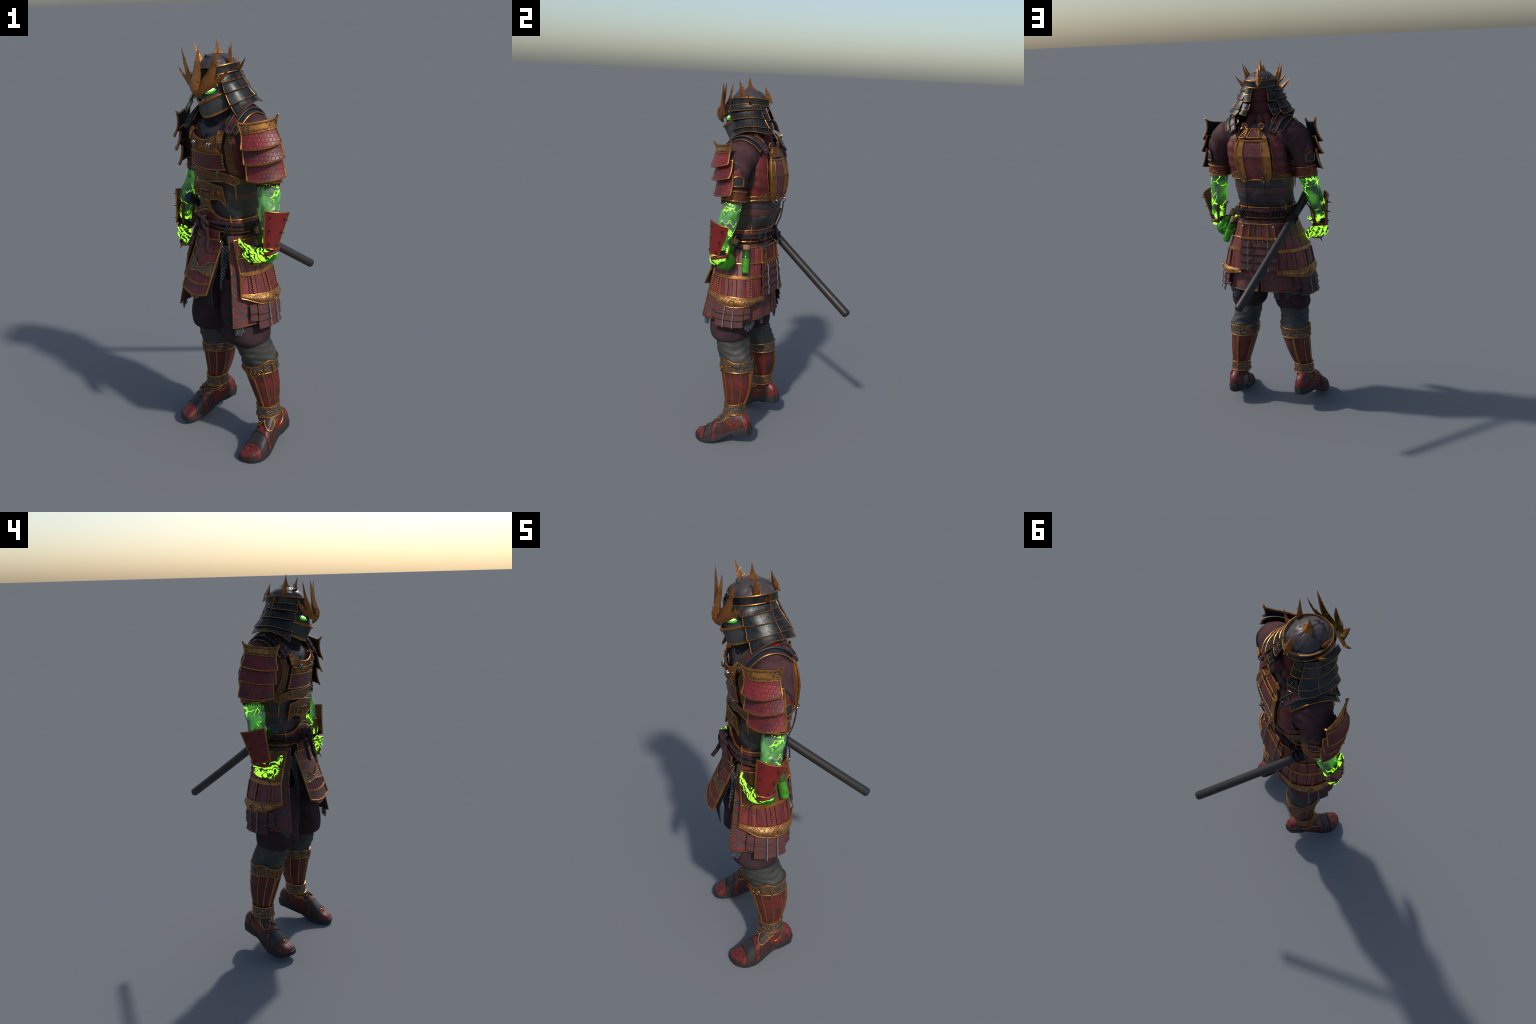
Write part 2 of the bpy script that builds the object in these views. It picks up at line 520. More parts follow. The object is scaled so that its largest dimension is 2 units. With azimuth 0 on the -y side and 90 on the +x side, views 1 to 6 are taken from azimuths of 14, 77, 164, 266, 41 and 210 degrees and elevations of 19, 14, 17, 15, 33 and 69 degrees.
def tube(pts, r, n=6, closed=False, flat=None):
    """swept circle; r may be a list; closed joins the ends"""
    pts = [np.asarray(p, float) for p in pts]
    if closed and np.linalg.norm(pts[0] - pts[-1]) < 1e-6:
        pts = pts[:-1]
    m = len(pts)
    rs = list(r) if hasattr(r, '__len__') else [r] * m
    T = []
    for i in range(m):
        a = pts[(i - 1) % m] if closed or i > 0 else pts[i]
        c = pts[(i + 1) % m] if closed or i < m - 1 else pts[i]
        t = c - a
        T.append(t / (np.linalg.norm(t) + 1e-12))
    up = V(0, 0, 1) if abs(T[0][2]) < .9 else V(1, 0, 0)
    nrm = np.cross(T[0], up); nrm /= np.linalg.norm(nrm)
    v, f = [], []
    for i in range(m):
        if i:
            nrm = nrm - T[i] * (nrm @ T[i])
            nrm /= np.linalg.norm(nrm) + 1e-12
        bn = np.cross(T[i], nrm)
        for k in range(n):
            a = 2 * pi * k / n
            v.append(pts[i] + rs[i] * (cos(a) * nrm + sin(a) * bn))
    for i in range(m if closed else m - 1):
        j = (i + 1) % m
        for k in range(n):
            l = (k + 1) % n
            f.append((i * n + k, i * n + l, j * n + l, j * n + k))
    if not closed:
        f.append(tuple(range(n))[::-1])
        f.append(tuple((m - 1) * n + k for k in range(n)))
    return v, f

def loft(rings, cap=True):
    """closed rings of equal length joined in order (counter-clockwise seen from the last)"""
    n = len(rings[0])
    v = [p for r in rings for p in r]
    f = []
    for i in range(len(rings) - 1):
        for k in range(n):
            l = (k + 1) % n
            f.append((i * n + k, i * n + l, (i + 1) * n + l, (i + 1) * n + k))
    if cap:
        f.append(tuple(range(n))[::-1])
        f.append(tuple((len(rings) - 1) * n + k for k in range(n)))
    return v, f

def ell(cx, cy, z, rx, ry, n=32, e=2.0, tilt=(0, 0)):
    r = []
    for k in range(n):
        a = 2 * pi * k / n
        c, s = cos(a), sin(a)
        x = rx * math.copysign(abs(c) ** (2 / e), c)
        y = ry * math.copysign(abs(s) ** (2 / e), s)
        r.append((cx + x, cy + y, z + tilt[0] * x + tilt[1] * y))
    return r

def ball(c, r, nu=16, nv=10, up=None):
    r = r if hasattr(r, '__len__') else (r, r, r)
    rings = []
    for j in range(nv + 1):
        t = -pi / 2 + pi * (.02 + .96 * j / nv)
        rings.append([(c[0] + r[0] * cos(t) * cos(2 * pi * k / nu), c[1] + r[1] * cos(t) * sin(2 * pi * k / nu), c[2] + r[2] * sin(t)) for k in range(nu)])
    return loft(rings)

def blade(pts, w, d, side=(1, 0, 0), thorns=()):
    """spike with a diamond section: spine points, half width w and half depth d along it"""
    pts = [np.asarray(p, float) for p in pts]
    m = len(pts)
    rings = []
    for i in range(m):
        t = pts[min(i + 1, m - 1)] - pts[max(i - 1, 0)]
        t /= np.linalg.norm(t)
        s = np.asarray(side, float) - t * (np.asarray(side, float) @ t)
        s /= np.linalg.norm(s)
        n = np.cross(t, s)
        rings.append([pts[i] + s * w[i], pts[i] + n * d[i], pts[i] - s * w[i], pts[i] - n * d[i]])
    return loft(rings)

def cone(base, tip, r, n=6):
    base, tip = np.asarray(base, float), np.asarray(tip, float)
    return tube([base, base + (tip - base) * .5, tip], [r, r * .5, r * .04], n)

def rope(path, R, pitch=.03, strands=3, n=6, step=.0035):
    """laid rope: strands wound round a path"""
    pts = [np.asarray(p, float) for p in path]
    L = [0]
    for a, c in zip(pts, pts[1:]):
        L.append(L[-1] + np.linalg.norm(c - a))
    N = max(6, int(L[-1] / step))
    P = [np.array([np.interp(L[-1] * i / N, L, [p[k] for p in pts]) for k in range(3)]) for i in range(N + 1)]
    T = np.gradient(np.array(P), axis=0)
    T /= np.linalg.norm(T, axis=1, keepdims=True) + 1e-12
    nrm = np.cross(T[0], V(0, 0, 1) if abs(T[0][2]) < .9 else V(1, 0, 0)); nrm /= np.linalg.norm(nrm)
    out = [[] for _ in range(strands)]
    for i in range(N + 1):
        nrm = nrm - T[i] * (nrm @ T[i]); nrm /= np.linalg.norm(nrm)
        bn = np.cross(T[i], nrm)
        for s in range(strands):
            a = 2 * pi * (L[-1] * i / N / pitch + s / strands)
            out[s].append(P[i] + R * .52 * (cos(a) * nrm + sin(a) * bn))
    b = ([], [])
    for s in out:
        v, f = tube(s, R * .56, n)
        o = len(b[0])
        b[0].extend(v); b[1].extend([tuple(k + o for k in q) for q in f])
    return b

def ringmesh(c, R, r, ax, nu=10, nv=4):
    ax = np.asarray(ax, float); ax /= np.linalg.norm(ax)
    s = np.cross(ax, V(0, 0, 1) if abs(ax[2]) < .9 else V(1, 0, 0)); s /= np.linalg.norm(s)
    t = np.cross(ax, s)
    return tube([np.asarray(c, float) + R * (cos(2 * pi * k / nu) * s + sin(2 * pi * k / nu) * t) for k in range(nu)], r, nv, closed=True)

# ------------------------------------------------------------------ torso surface
TZ = [1.08, 1.14, 1.19, 1.225, 1.26, 1.30, 1.36, 1.42, 1.48, 1.55, 1.60, 1.64, 1.67]
TA = [.150, .150, .150, .152, .156, .160, .166, .170, .173, .173, .165, .145, .110]
TF = [-.100, -.098, -.096, -.096, -.097, -.098, -.101, -.105, -.110, -.112, -.100, -.075, -.050]
TB = [.104, .096, .098, .116, .140, .152, .158, .160, .158, .152, .138, .120, .100]
def smooth_interp(z, xs, ys):
    return sum(np.interp(z + d, xs, ys) * w for d, w in ((-.02, .2), (-.01, .2), (0, .2), (.01, .2), (.02, .2)))
def torso_pt(th, z, off=0.0, e=2.6):
    """th = 0 front, + towards its left; z height"""
    a = smooth_interp(z, TZ, TA) + off
    f = smooth_interp(z, TZ, TF) - off
    k = smooth_interp(z, TZ, TB) + off
    cy, ry = (f + k) / 2, (k - f) / 2
    t = (th + pi) % (2 * pi) - pi
    blade_ = math.exp(-((abs(t) - 2.25) / .33) ** 2) * np.interp(z, [1.38, 1.45, 1.56, 1.63], [0, 1, 1, 0])
    a += blade_ * .012
    ry += blade_ * .014
    s, c = sin(th), -cos(th)
    return V(a * math.copysign(abs(s) ** (2 / e), s), cy + ry * math.copysign(abs(c) ** (2 / e), c), z)
def th_of_x(x, z, off=0.0, back=False, e=2.6):
    a = smooth_interp(z, TZ, TA) + off
    q = max(-1, min(1, x / a))
    t = math.asin(math.copysign(abs(q) ** (e / 2), q))
    return (pi - t) if back else t
def front(x, z, off=0.0):
    return torso_pt(th_of_x(x, z, off), z, off)
def backp(x, z, off=0.0):
    return torso_pt(th_of_x(x, z, off, True), z, off)

b = B()
rings = []
for j in range(25):
    z = 1.08 + (1.665 - 1.08) * j / 24
    w = .0018 * sin(j * 2.1)
    rings.append([torso_pt(2 * pi * k / 56 , z, w) for k in range(56)])
b.add(loft(rings), 'wrap')
torso = build(b, 'torso')

# sleeves and shoulder caps -------------------------------------------------
def taper_path(rows, n):
    """rows of x,y,z,r -> points and radii"""
    c = curve(rows, n)
    return [p[:3] for p in c], [p[3] for p in c]
b = B()
p, r = taper_path([(.09, .022, 1.565, .088), (.15, .026, 1.592, .090), (.20, .030, 1.580, .085), (.232, .032, 1.535, .074), (.247, .032, 1.47, .064), (.256, .031, 1.41, .058), (.262, .028, 1.372, .050)], 26)
r = [q + .0016 * sin(i * 1.9) for i, q in enumerate(r)]
b.add(tube(p, r, 28), 'maroon')
sleeves = both(b, 'sleeve', angle=60)
# leather sleeve patch with padded black edge and little gilt plate
def sl(u, v, off):
    """sleeve patch surface: u around (front to back), v down"""
    z = 1.575 - .115 * v
    cx, cy = np.interp(z, [1.40, 1.47, 1.535, 1.58], [.257, .247, .232, .205]), .031
    rr = np.interp(z, [1.40, 1.47, 1.535, 1.58], [.058, .064, .073, .082]) + off
    a = -1.3 + 2.5 * u * (1 - .35 * (1 - v) ** 2)
    return V(cx + rr * cos(a), cy + rr * sin(a), z)
b = B().add(grid(lambda u, v: sl(u, v, .004), 16, 8, .004, (.2, .03, 1.5)), 'red')
both(b, 'sleeve_patch', sleeves)
b = B().add(tube(rimpath(lambda u, v: sl(u, v, .005), 'trb'), .0055, 6), 'black')
both(b, 'sleeve_patch_edge', sleeves)
b = B().add(grid(lambda u, v: sl(.66 + .3 * u, .62 + .36 * v, .007), 5, 5, .004, (.2, .03, 1.5)), 'black')
b.add(tube(rimpath(lambda u, v: sl(.66 + .3 * u, .62 + .36 * v - .06 * sin(pi * u) * (1 - v), .008), 'trbl'), .003, 6, closed=True), 'gold')
both(b, 'sleeve_buckle', sleeves)
# embroidered arm band
def armband(off, z):
    t = (z - 1.375) / .065
    return [(.254 + (.0605 + off) * cos(a), .032 + (.0605 + off) * sin(a), z + .10 * (.06 * cos(a)) - .08 * .06 * sin(a)) for a in [2 * pi * k / 36 for k in range(36)]]
b = B().add(loft([armband(.000, 1.381), armband(.004, 1.384), armband(.003, 1.410), armband(.004, 1.437), armband(0, 1.44)]), 'embred')
bands = both(b, 'arm_band', sleeves)
b = B()
for z in (1.384, 1.434):
    b.add(tube(armband(.005, z), .004, 6, closed=True), 'gold')
both(b, 'arm_band_trim', bands)
# ragged sleeve hem
b = B()
for k in range(26):
    a = 2 * pi * k / 26
    q = rng.uniform(.012, .03)
    c0 = V(.262 + .051 * cos(a), .027 + .051 * sin(a), 1.385)
    b.add(cone(c0, c0 + V(.004, -.004, -q), .007, 4), 'pants')
both(b, 'ragged_hem', sleeves, stuff=True)

# glowing arms ---------------------------------------------------------------
ARM = [(.257, .030, 1.41, .049), (.265, .024, 1.36, .050), (.276, .010, 1.30, .048), (.290, -.004, 1.23, .045), (.302, -.014, 1.16, .038), (.308, -.020, 1.105, .033), (.309, -.022, 1.07, .032)]
p, r = taper_path(ARM, 40)
v, f = tube(p, r, 28)
v = [q + V(.0025 * sin(90 * q[2] + 40 * q[1]), .0025 * sin(75 * q[0] + 60 * q[2]), 0) for q in v]
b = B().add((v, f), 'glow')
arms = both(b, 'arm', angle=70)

# bracers: red lacquered plate per arm, its own corners (front/rear, top/bottom)
def bracer(corners, sgn, arm):
    tf, tr_, bf, br = [V(*c) for c in corners]
    axis = V(sgn * .30, -.01, 1.18)
    def P(u, v):
        q = tf * (1 - u) * (1 - v) + tr_ * u * (1 - v) + bf * (1 - u) * v + br * u * v
        n = np.cross(tr_ - tf, bf - tf); n /= np.linalg.norm(n)
        if n @ (q - axis) < 0:
            n = -n
        return q + n * (.020 * (1 - (2 * u - 1) ** 2) + .006 * (1 - v) ** 3)
    o = build(B().add(grid(P, 14, 14, .004, axis), 'redlac'), 'bracer', arm)
    build(B().add(tube(rimpath(P, 'trbl'), .0038, 6, closed=True), 'gold'), 'bracer_trim', o)
    for u, v, L in ((.2, .14, .018), (.8, .16, .03), (.22, .5, .018), (.8, .52, .026), (.25, .87, .014), (.76, .88, .016), (.5, .3, .0), ):
        if not L:
            continue
        c = P(u, v)
        n = np.cross(P(u + .02, v) - c, P(u, v + .02) - c); n /= np.linalg.norm(n)
        if n @ (c - axis) < 0:
            n = -n
        build(B().add(cone(c - n * .002, c + n * L, .0055, 8), 'spike'), 'bracer_spike', o)
    return o
bracer([(.326, -.055, 1.281), (.354, .062, 1.257), (.325, -.063, 1.113), (.342, .000, 1.098)], 1, arms[0])
bracer([(-.323, -.072, 1.270), (-.362, .040, 1.246), (-.312, -.093, 1.103), (-.345, -.018, 1.086)], -1, arms[1])

# copper slats round the wrist
b = B()
slats = []
for a, L in ((pi * .98, .11), (-pi * .62, .115), (pi * .62, .10)):
    def P(u, v, a=a, L=L):
        z = 1.098 + L * (1 - v)
        k = 1 - v
        rr = .040 + .012 * k + .012 * max(0, k - .8) * 5 * k
        cx, cy = np.interp(z, [1.07, 1.16, 1.23], [.309, .302, .290]), np.interp(z, [1.07, 1.16, 1.23], [-.022, -.014, -.004])
        aa = a + (u - .5) * .32
        return V(cx + rr * cos(aa), cy + rr * sin(aa), z)
    both(B().add(grid(P, 3, 14, .004, (.3, -.015, 1.16)), 'slat'), 'wrist_slat', arms)
b = B()
for z, q in ((1.118, .032), (1.108, .032), (1.098, .032)):
    b.add(tube(ell(.308, -.021, z, q, q, 24, tilt=(.1, .1)), .007, 6, closed=True), 'blackcloth')
both(b, 'wrist_wrap', arms)
b = B().add(tube(ell(.309, -.024, 1.084, .035, .038, 28, tilt=(.1, .25)), .010, 10, closed=True), 'redlac')
both(b, 'wrist_ring', arms)

# hands: palm, fingers curled inward, back plate with spike
def hand():
    b = B()
    p, r = taper_path([(.309, -.022, 1.085, .031), (.292, -.040, 1.068, .035), (.270, -.056, 1.060, .034), (.254, -.066, 1.062, .028), (.246, -.070, 1.064, .016)], 14)
    v, f = tube(p, r, 16)
    c = V(.27, -.05, 1.06)
    v = [c + (q - c) * V(1, 1, .95) for q in v]
    b.add((v, f), 'hand')
    return b
hands = both(hand(), 'hand', angle=70)
fing = [
    [(.262, -.080, 1.078), (.232, -.096, 1.098), (.208, -.100, 1.118), (.193, -.095, 1.127)],
    [(.276, -.072, 1.094), (.252, -.096, 1.106), (.232, -.107, 1.112), (.216, -.109, 1.114)],
    [(.252, -.080, 1.058), (.220, -.088, 1.064), (.204, -.072, 1.052), (.212, -.056, 1.042)],
    [(.250, -.070, 1.046), (.214, -.074, 1.046), (.197, -.058, 1.036), (.206, -.044, 1.030)],
    [(.254, -.060, 1.034), (.222, -.060, 1.030), (.206, -.046, 1.022), (.214, -.034, 1.020)],
]
for q in fing:
    c = curve(q, 10)
    both(B().add(tube(c, [.0115 + .0016 * sin(i * 1.3) - .004 * (i / 10) ** 3 for i in range(11)], 10), 'hand'), 'finger', hands)
def hp(u, v):
    q = catmull([(.312, -.050, 1.045), (.285, -.075, 1.022), (.252, -.088, 1.016), (.236, -.082, 1.020)], u)
    return q + V(-.01 * v, .035 * v, -.006 * sin(pi * v))
b = B().add(grid(hp, 10, 6, .004, (.27, -.05, 1.08)), 'red')
b.add(tube(rimpath(hp, 't'), .003, 6), 'slat')
b.add(cone((.275, -.068, 1.018), (.282, -.082, .985), .006, 6), 'spike')
both(b, 'hand_guard', hands)
both(B().add(tube([(.285, -.045, 1.108), (.262, -.075, 1.102), (.252, -.09, 1.07), (.262, -.08, 1.03)], .006, 6), 'blackcloth'), 'hand_strap', hands)

# ------------------------------------------------------------------ shoulder guards (three lames each)
E1 = V(.105, .155, 0); E1 /= np.linalg.norm(E1)
NN = V(E1[1], -E1[0], 0)
def sode(v0, v1, top):
    """one lame of the left guard: given centre/width/flare at its top and bottom"""
    (c0, z0, w0, zt0), (c1, z1, w1, zt1) = v0, v1
    def P(u, v):
        s = 2 * u - 1
        k = v
        c = V(*c0, 0) * (1 - k) + V(*c1, 0) * k
        w = w0 * (1 - k) + w1 * k
        if top:
            w = w - .010 * sin(pi * min(1, k * 1.1)) + .0 * k
        z = z0 * (1 - k) + z1 * k + (zt0 * (1 - k) + zt1 * k) * s
        flare = .018 * k ** 2.4 - .006
        out = ((.010 + .020 * k) if top else .030) * (1 - s * s) + flare
        if top:
            h = max(0, 1 - k * 4.5)
            z += (.012 * abs(s) ** 4 - .006) * h
            out += .002 * abs(s) ** 4 * h
        else:
            z -= 0
        z -= .008 * (1 - s * s) * k
        return c + E1 * (w * s) + NN * out + V(0, 0, z)
    return P
tiers = [
    sode(((.2725, -.035), 1.664, .086, .010), ((.2865, -.029), 1.560, .087, .013), True),
    sode(((.276, -.022), 1.580, .080, .012), ((.2925, -.019), 1.494, .090, .013), False),
    sode(((.282, -.014), 1.510, .078, .010), ((.2910, -.008), 1.414, .086, .007), False),
]
parentL = parentR = None
for i, P in enumerate(tiers):
    b = B()
    if i == 0:
        b.add(grid(lambda u, v: P(u, .40 + .60 * v), 18, 10, .006, (.2, .03, 1.55)), 'scaleL', 'blackcloth')
    else:
        b.add(grid(P, 18, 10, .006, (.2, .03, 1.5)), 'scaleL', 'blackcloth')
    pr = both(b, 'shoulder_guard' if i == 0 else 'shoulder_lame', (parentL, parentR) if parentL else None, swap={'scaleL': 'scaleR'})
    if i == 0:
        parentL, parentR = pr
        both(B().add(grid(lambda u, v: P(u, .41 * v), 18, 8, .006, (.2, .03, 1.55)), 'orn', 'blackcloth'), 'shoulder_gilt_panel', pr)
        f = B().add(grid(lambda u, v: P(.27 + .46 * u + .06 * (2 * u - 1) * (v - .5), .10 + .20 * v) + NN * .0025, 10, 4, .004, (.2, .03, 1.55)), 'gold')
        f.add(tube(rimpath(lambda u, v: P(u, .33 + .0 * v) + NN * .002, 't'), .0022, 5), 'gold')
        f.add(tube(rimpath(lambda u, v: P(u, .41 + .0 * v) + NN * .002, 't'), .0026, 5), 'gold')
        f.add(tube(rimpath(lambda u, v: P(.06 + .88 * u, .045) + NN * .002, 't'), .002, 5), 'gold')
        both(f, 'shoulder_gilt_ornament', pr)
    both(B().add(tube(rimpath(P, 'trbl', 20), .0042, 6, closed=True), 'gold'), 'shoulder_trim', (parentL, parentR))
    if i == 0:   # little horns on the upper corners
        h = B()
        for u, s in ((0, -1), (1, 1)):
            q = P(u, 0)
            h.add(tube([q - V(0, 0, .004), q + E1 * .003 * s + NN * .003 + V(0, 0, .006), q + E1 * .005 * s + NN * .010 + V(0, 0, .010)], [.006, .005, .002], 7), 'gold')
        both(h, 'shoulder_horn', (parentL, parentR))

# ------------------------------------------------------------------ cuirass
def sheet(fn, nu, nv, mat, name, parent=None, th=.004, mirror=True, rim=None, rimr=.003, rimmat='gold', rimname='trim'):
    b = B().add(grid(fn, nu, nv, th, (0, .015, float('nan'))), mat)
    o = both(b, name, parent) if mirror else build(b, name, parent)
    if rim:
        t = B().add(tube(rimpath(fn, rim, 24), rimr, 6, closed=len(rim) == 4), rimmat)
        if mirror:
            both(t, rimname, o)
        else:
            build(t, rimname, o)
    return o

# side front vest panel with gold band: inner edge angle as function of height
def vest_in(z):   # x of the inner edge on the front
    return np.interp(z, [1.37, 1.39, 1.41, 1.44, 1.48, 1.54, 1.60], [.166, .157, .147, .137, .130, .124, .128])
def vestF(u, v):
    z = 1.605 - .225 * v
    t0 = th_of_x(min(vest_in(z), .99 * smooth_interp(z, TZ, TA)), z, .005)
    t1 = 1.75
    return torso_pt(t0 + (t1 - t0) * u, z, .005)
vf = sheet(vestF, 12, 18, 'red', 'vest_front')
def vband(u, v):
    zz = 1.60 - .218 * v
    z = zz - .018 * u * max(0, v - .55) * 2
    x = vest_in(zz) - .004 + .026 * u * (1 - .0 * v)
    x = min(x, .985 * smooth_interp(z, TZ, TA))
    p = torso_pt(th_of_x(x, z, .008), z, .009)
    return p
sheet(vband, 5, 26, 'ornband', 'vest_gold_band', vf, th=.003, rim='trbl', rimr=.0018, rimname='vest_band_trim')
def vlow(u, v):
    z = 1.372 + .022 * (1 - v) - .004 * u
    t = th_of_x(.148, 1.385, .008) + u * (1.95 - th_of_x(.148, 1.385, .008))
    return torso_pt(t, z, .010)
sheet(vlow, 14, 3, 'ornband', 'vest_hem', vf, th=.003, rim='tb', rimr=.002, rimname='vest_hem_trim')
# back vest panel
def vb_in(z):
    return np.interp(z, [1.37, 1.42, 1.50, 1.58, 1.63, 1.66], [.092, .104, .108, .098, .085, .055])
def vestB(u, v):
    z = 1.648 - .268 * v
    t0 = th_of_x(min(vb_in(z), .97 * smooth_interp(z, TZ, TA)), z, .005, True)
    t1 = np.interp(z, [1.37, 1.42, 1.46, 1.52, 1.58, 1.65], [1.75, 1.75, 2.0, 2.08, 2.1, 2.15])
    t1 = min(t1, t0 - .03)
    return torso_pt(t0 + (t1 - t0) * u, z, .006 + .0015 * sin(v * 34 + u * 2))
vb = sheet(vestB, 12, 30, 'red', 'vest_back', rim='l', rimr=.003, rimname='vest_back_edge')
b = B().add(tube([vestB(1, .15 + .85 * i / 24) for i in range(25)], .0035, 6), 'black')
both(b, 'vest_armhole_edge', vb)
def vblow(u, v):
    z = 1.372 + (.022 + .022 * max(0, 1 - u * 3.2) ** .5) * (1 - v)
    t0 = th_of_x(.09, z, .008, True)
    return torso_pt(t0 + (1.75 - t0) * u, z, .011)
sheet(vblow, 14, 4, 'ornband', 'vest_back_hem', vb, th=.003, rim='trbl', rimr=.002, rimname='vest_back_hem_trim')

# breastplate: gilt gorget on top, feathered band, red scale field
def bp_w(z):
    return np.interp(z, [1.43, 1.47, 1.53, 1.57, 1.61], [.121, .112, .110, .110, .114])
def plateP(z0, z1, sag0, sag1, off):
    def P(u, v):
        s = 2 * u - 1
        za = z0 + sag0 * (abs(s) ** 2.0)
        zb = z1 + sag1 * (abs(s) ** 2.0)
        z = za * (1 - v) + zb * v
        x = bp_w(z) * s
        p = front(x, z, off)
        p[1] -= .004 * (1 - s * s)
        return p
    return P
P1 = plateP(1.566, 1.537, .040, .006, .020)
P2 = plateP(1.539, 1.505, .004, .004, .015)
P3 = plateP(1.507, 1.432, .004, .006, .012)
breast = sheet(P3, 24, 10, 'scaleF', 'breastplate', mirror=False, th=.008, rim='rbl', rimr=.0038, rimname='breastplate_trim')
gp = sheet(P2, 24, 6, 'ornplate', 'feathered_gilt_band', breast, mirror=False, th=.006, rim='b', rimr=.003, rimname='gilt_band_trim')
gg = sheet(P1, 24, 6, 'ornplate', 'gorget', breast, mirror=False, th=.007, rim='tb', rimr=.0035, rimname='gorget_trim')
b = B()
for i in range(29):   # radiating feather ridges
    s = -.92 + 1.84 * i / 28
    pts = []
    for k in range(5):
        t = k / 4
        u = .5 + .5 * s * (.86 + .14 * t)
        q = P2(u, .12 + .78 * t); q = q + V(0, -.0018, 0)
        pts.append(q)
    b.add(tube(pts, [.0022, .0026, .0028, .0026, .001], 5), 'gold')
build(b, 'gilt_feathers', gp, stuff=True)
b = B()
for i in range(14):   # gorget ribs
    u = .06 + .88 * i / 13
    b.add(tube([P1(u, .12) + V(0, -.001, 0), P1(u, .85) + V(0, -.001, 0)], .0016, 5), 'gold')
build(b, 'gorget_ribs', gg, stuff=True)
def pillar(u, v):
    x = .108 + .017 * (u - .5) * 1.4
    z = 1.612 - .052 * v
    p = front(min(x, .99 * smooth_interp(z, TZ, TA)), z, .026)
    return p
pl = sheet(pillar, 4, 6, 'gold', 'breastplate_post', (breast, breast), th=.010, rim='trbl', rimr=.0025, rimname='post_trim')
b = B()
for z in (1.60, 1.575):
    b.add(ball(front(.108, z, .029), .004, 8, 6), 'gold')
both(b, 'post_rivet', pl)
# scalloped sides of the breastplate
b = B()
for i in range(6):
    z = 1.44 + i * .013
    q = front(bp_w(z) + .001, z, .014)
    b.add(ball(q, (.006, .005, .0075), 8, 6), 'gold')
both(b, 'scalloped_edge', (breast, breast))
# steel hooks on the chest
for x in (-.062, -.050, .045, .060):
    q = front(x, 1.54, .028)
    pts = [q + V(0, .008, .014), q + V(0, -.004, .012), q + V(0, -.006, -.004), q + V(0, .004, -.014)]
    build(B().add(tube(curve(pts, 10), .0028, 6), 'steel'), 'steel_hook', breast)
for x in (-.108, .092):
    q = front(x, 1.416, .018)
    pts = [q + V(0, .004, .016), q + V(0, -.006, .010), q + V(0, -.006, -.006), q + V(0, .004, -.012)]
    build(B().add(tube(curve(pts, 10), .0028, 6), 'steel'), 'steel_hook', breast)

# winged gilt band under the breast
def wing(u, v):
    s = 2 * u - 1
    a = abs(s)
    top = 1.428 - .006 * (1 - a) - .030 * max(0, a - .45) / .55
    bot = np.interp(a, [0, .5, .72, .86, 1], [1.372, 1.384, 1.372, 1.362, 1.384])
    z = top * (1 - v) + bot * v
    th = .0 + s * 1.12
    return torso_pt(th, z, .014)
wg = sheet(wing, 36, 6, 'ornplate', 'winged_gilt_band', mirror=False, th=.006, rim='trbl', rimr=.003, rimname='wing_trim')
b = B()
for s in (1,):
    th0 = .93
    pts = [torso_pt(th0 + .02 * k, 1.375 - .022 * k, .012) for k in range(5)]
    b.add(tube(pts, [.005, .0045, .004, .0035, .0015], 6), 'gold')
both(b, 'wing_claw', (wg, wg))
# belly plate
def belly(u, v):
    s = 2 * u - 1
    a = abs(s)
    top = 1.362 + .012 * (1 - a) - .004 * a
    bot = np.interp(a, [0, .25, .4, .7, .85, .95, 1], [1.285, 1.285, 1.292, 1.298, 1.290, 1.272, 1.268])
    z = top * (1 - v) + bot * v
    x = s * (.106 + .012 * (v if a > .8 else v * a))
    p = front(x, z, .020)
    p[1] -= .006 * (1 - a) ** 2
    return p
bl = sheet(belly, 36, 10, 'ornplate', 'belly_plate', wg, mirror=False, th=.010, rim='trbl', rimr=.003, rimname='belly_plate_trim')
def foot(u, v):
    s = 2 * u - 1
    w = np.interp(v, [0, .35, .7, 1], [.036, .026, .034, .056])
    z = 1.290 - .050 * v - .008 * v * abs(s) + .016 * v * (1 - s * s)
    p = front(s * w, z, .019)
    p[1] -= .005
    return p
sheet(foot, 14, 10, 'ornplate', 'belly_plate_foot', bl, mirror=False, th=.008, rim='rbl', rimr=.0026, rimname='foot_trim')
b = B()
def bpnt(x, z, o=.003):
    p = front(x, z, .020 + o); p[1] -= .006 * (1 - min(1, abs(x) / .11)) ** 2
    return p
b.add(tube([bpnt(-.032, 1.333), bpnt(.032, 1.333)], .003, 6), 'gold')
b.add(tube([bpnt(-.028, 1.325, .001), bpnt(.028, 1.325, .001)], .0025, 6), 'blackcloth')
for s in (-1, 1):
    b.add(tube([bpnt(s * .028, 1.325), bpnt(s * .022, 1.31), bpnt(s * .026, 1.295), bpnt(s * .012, 1.285)], .002, 5), 'gold')
    b.add(tube([bpnt(s * (.078 + .016 * cos(2 * pi * k / 16)), 1.322 + .018 * sin(2 * pi * k / 16)) for k in range(16)], .0024, 5, closed=True), 'gold')
build(b, 'belly_ornament', bl)

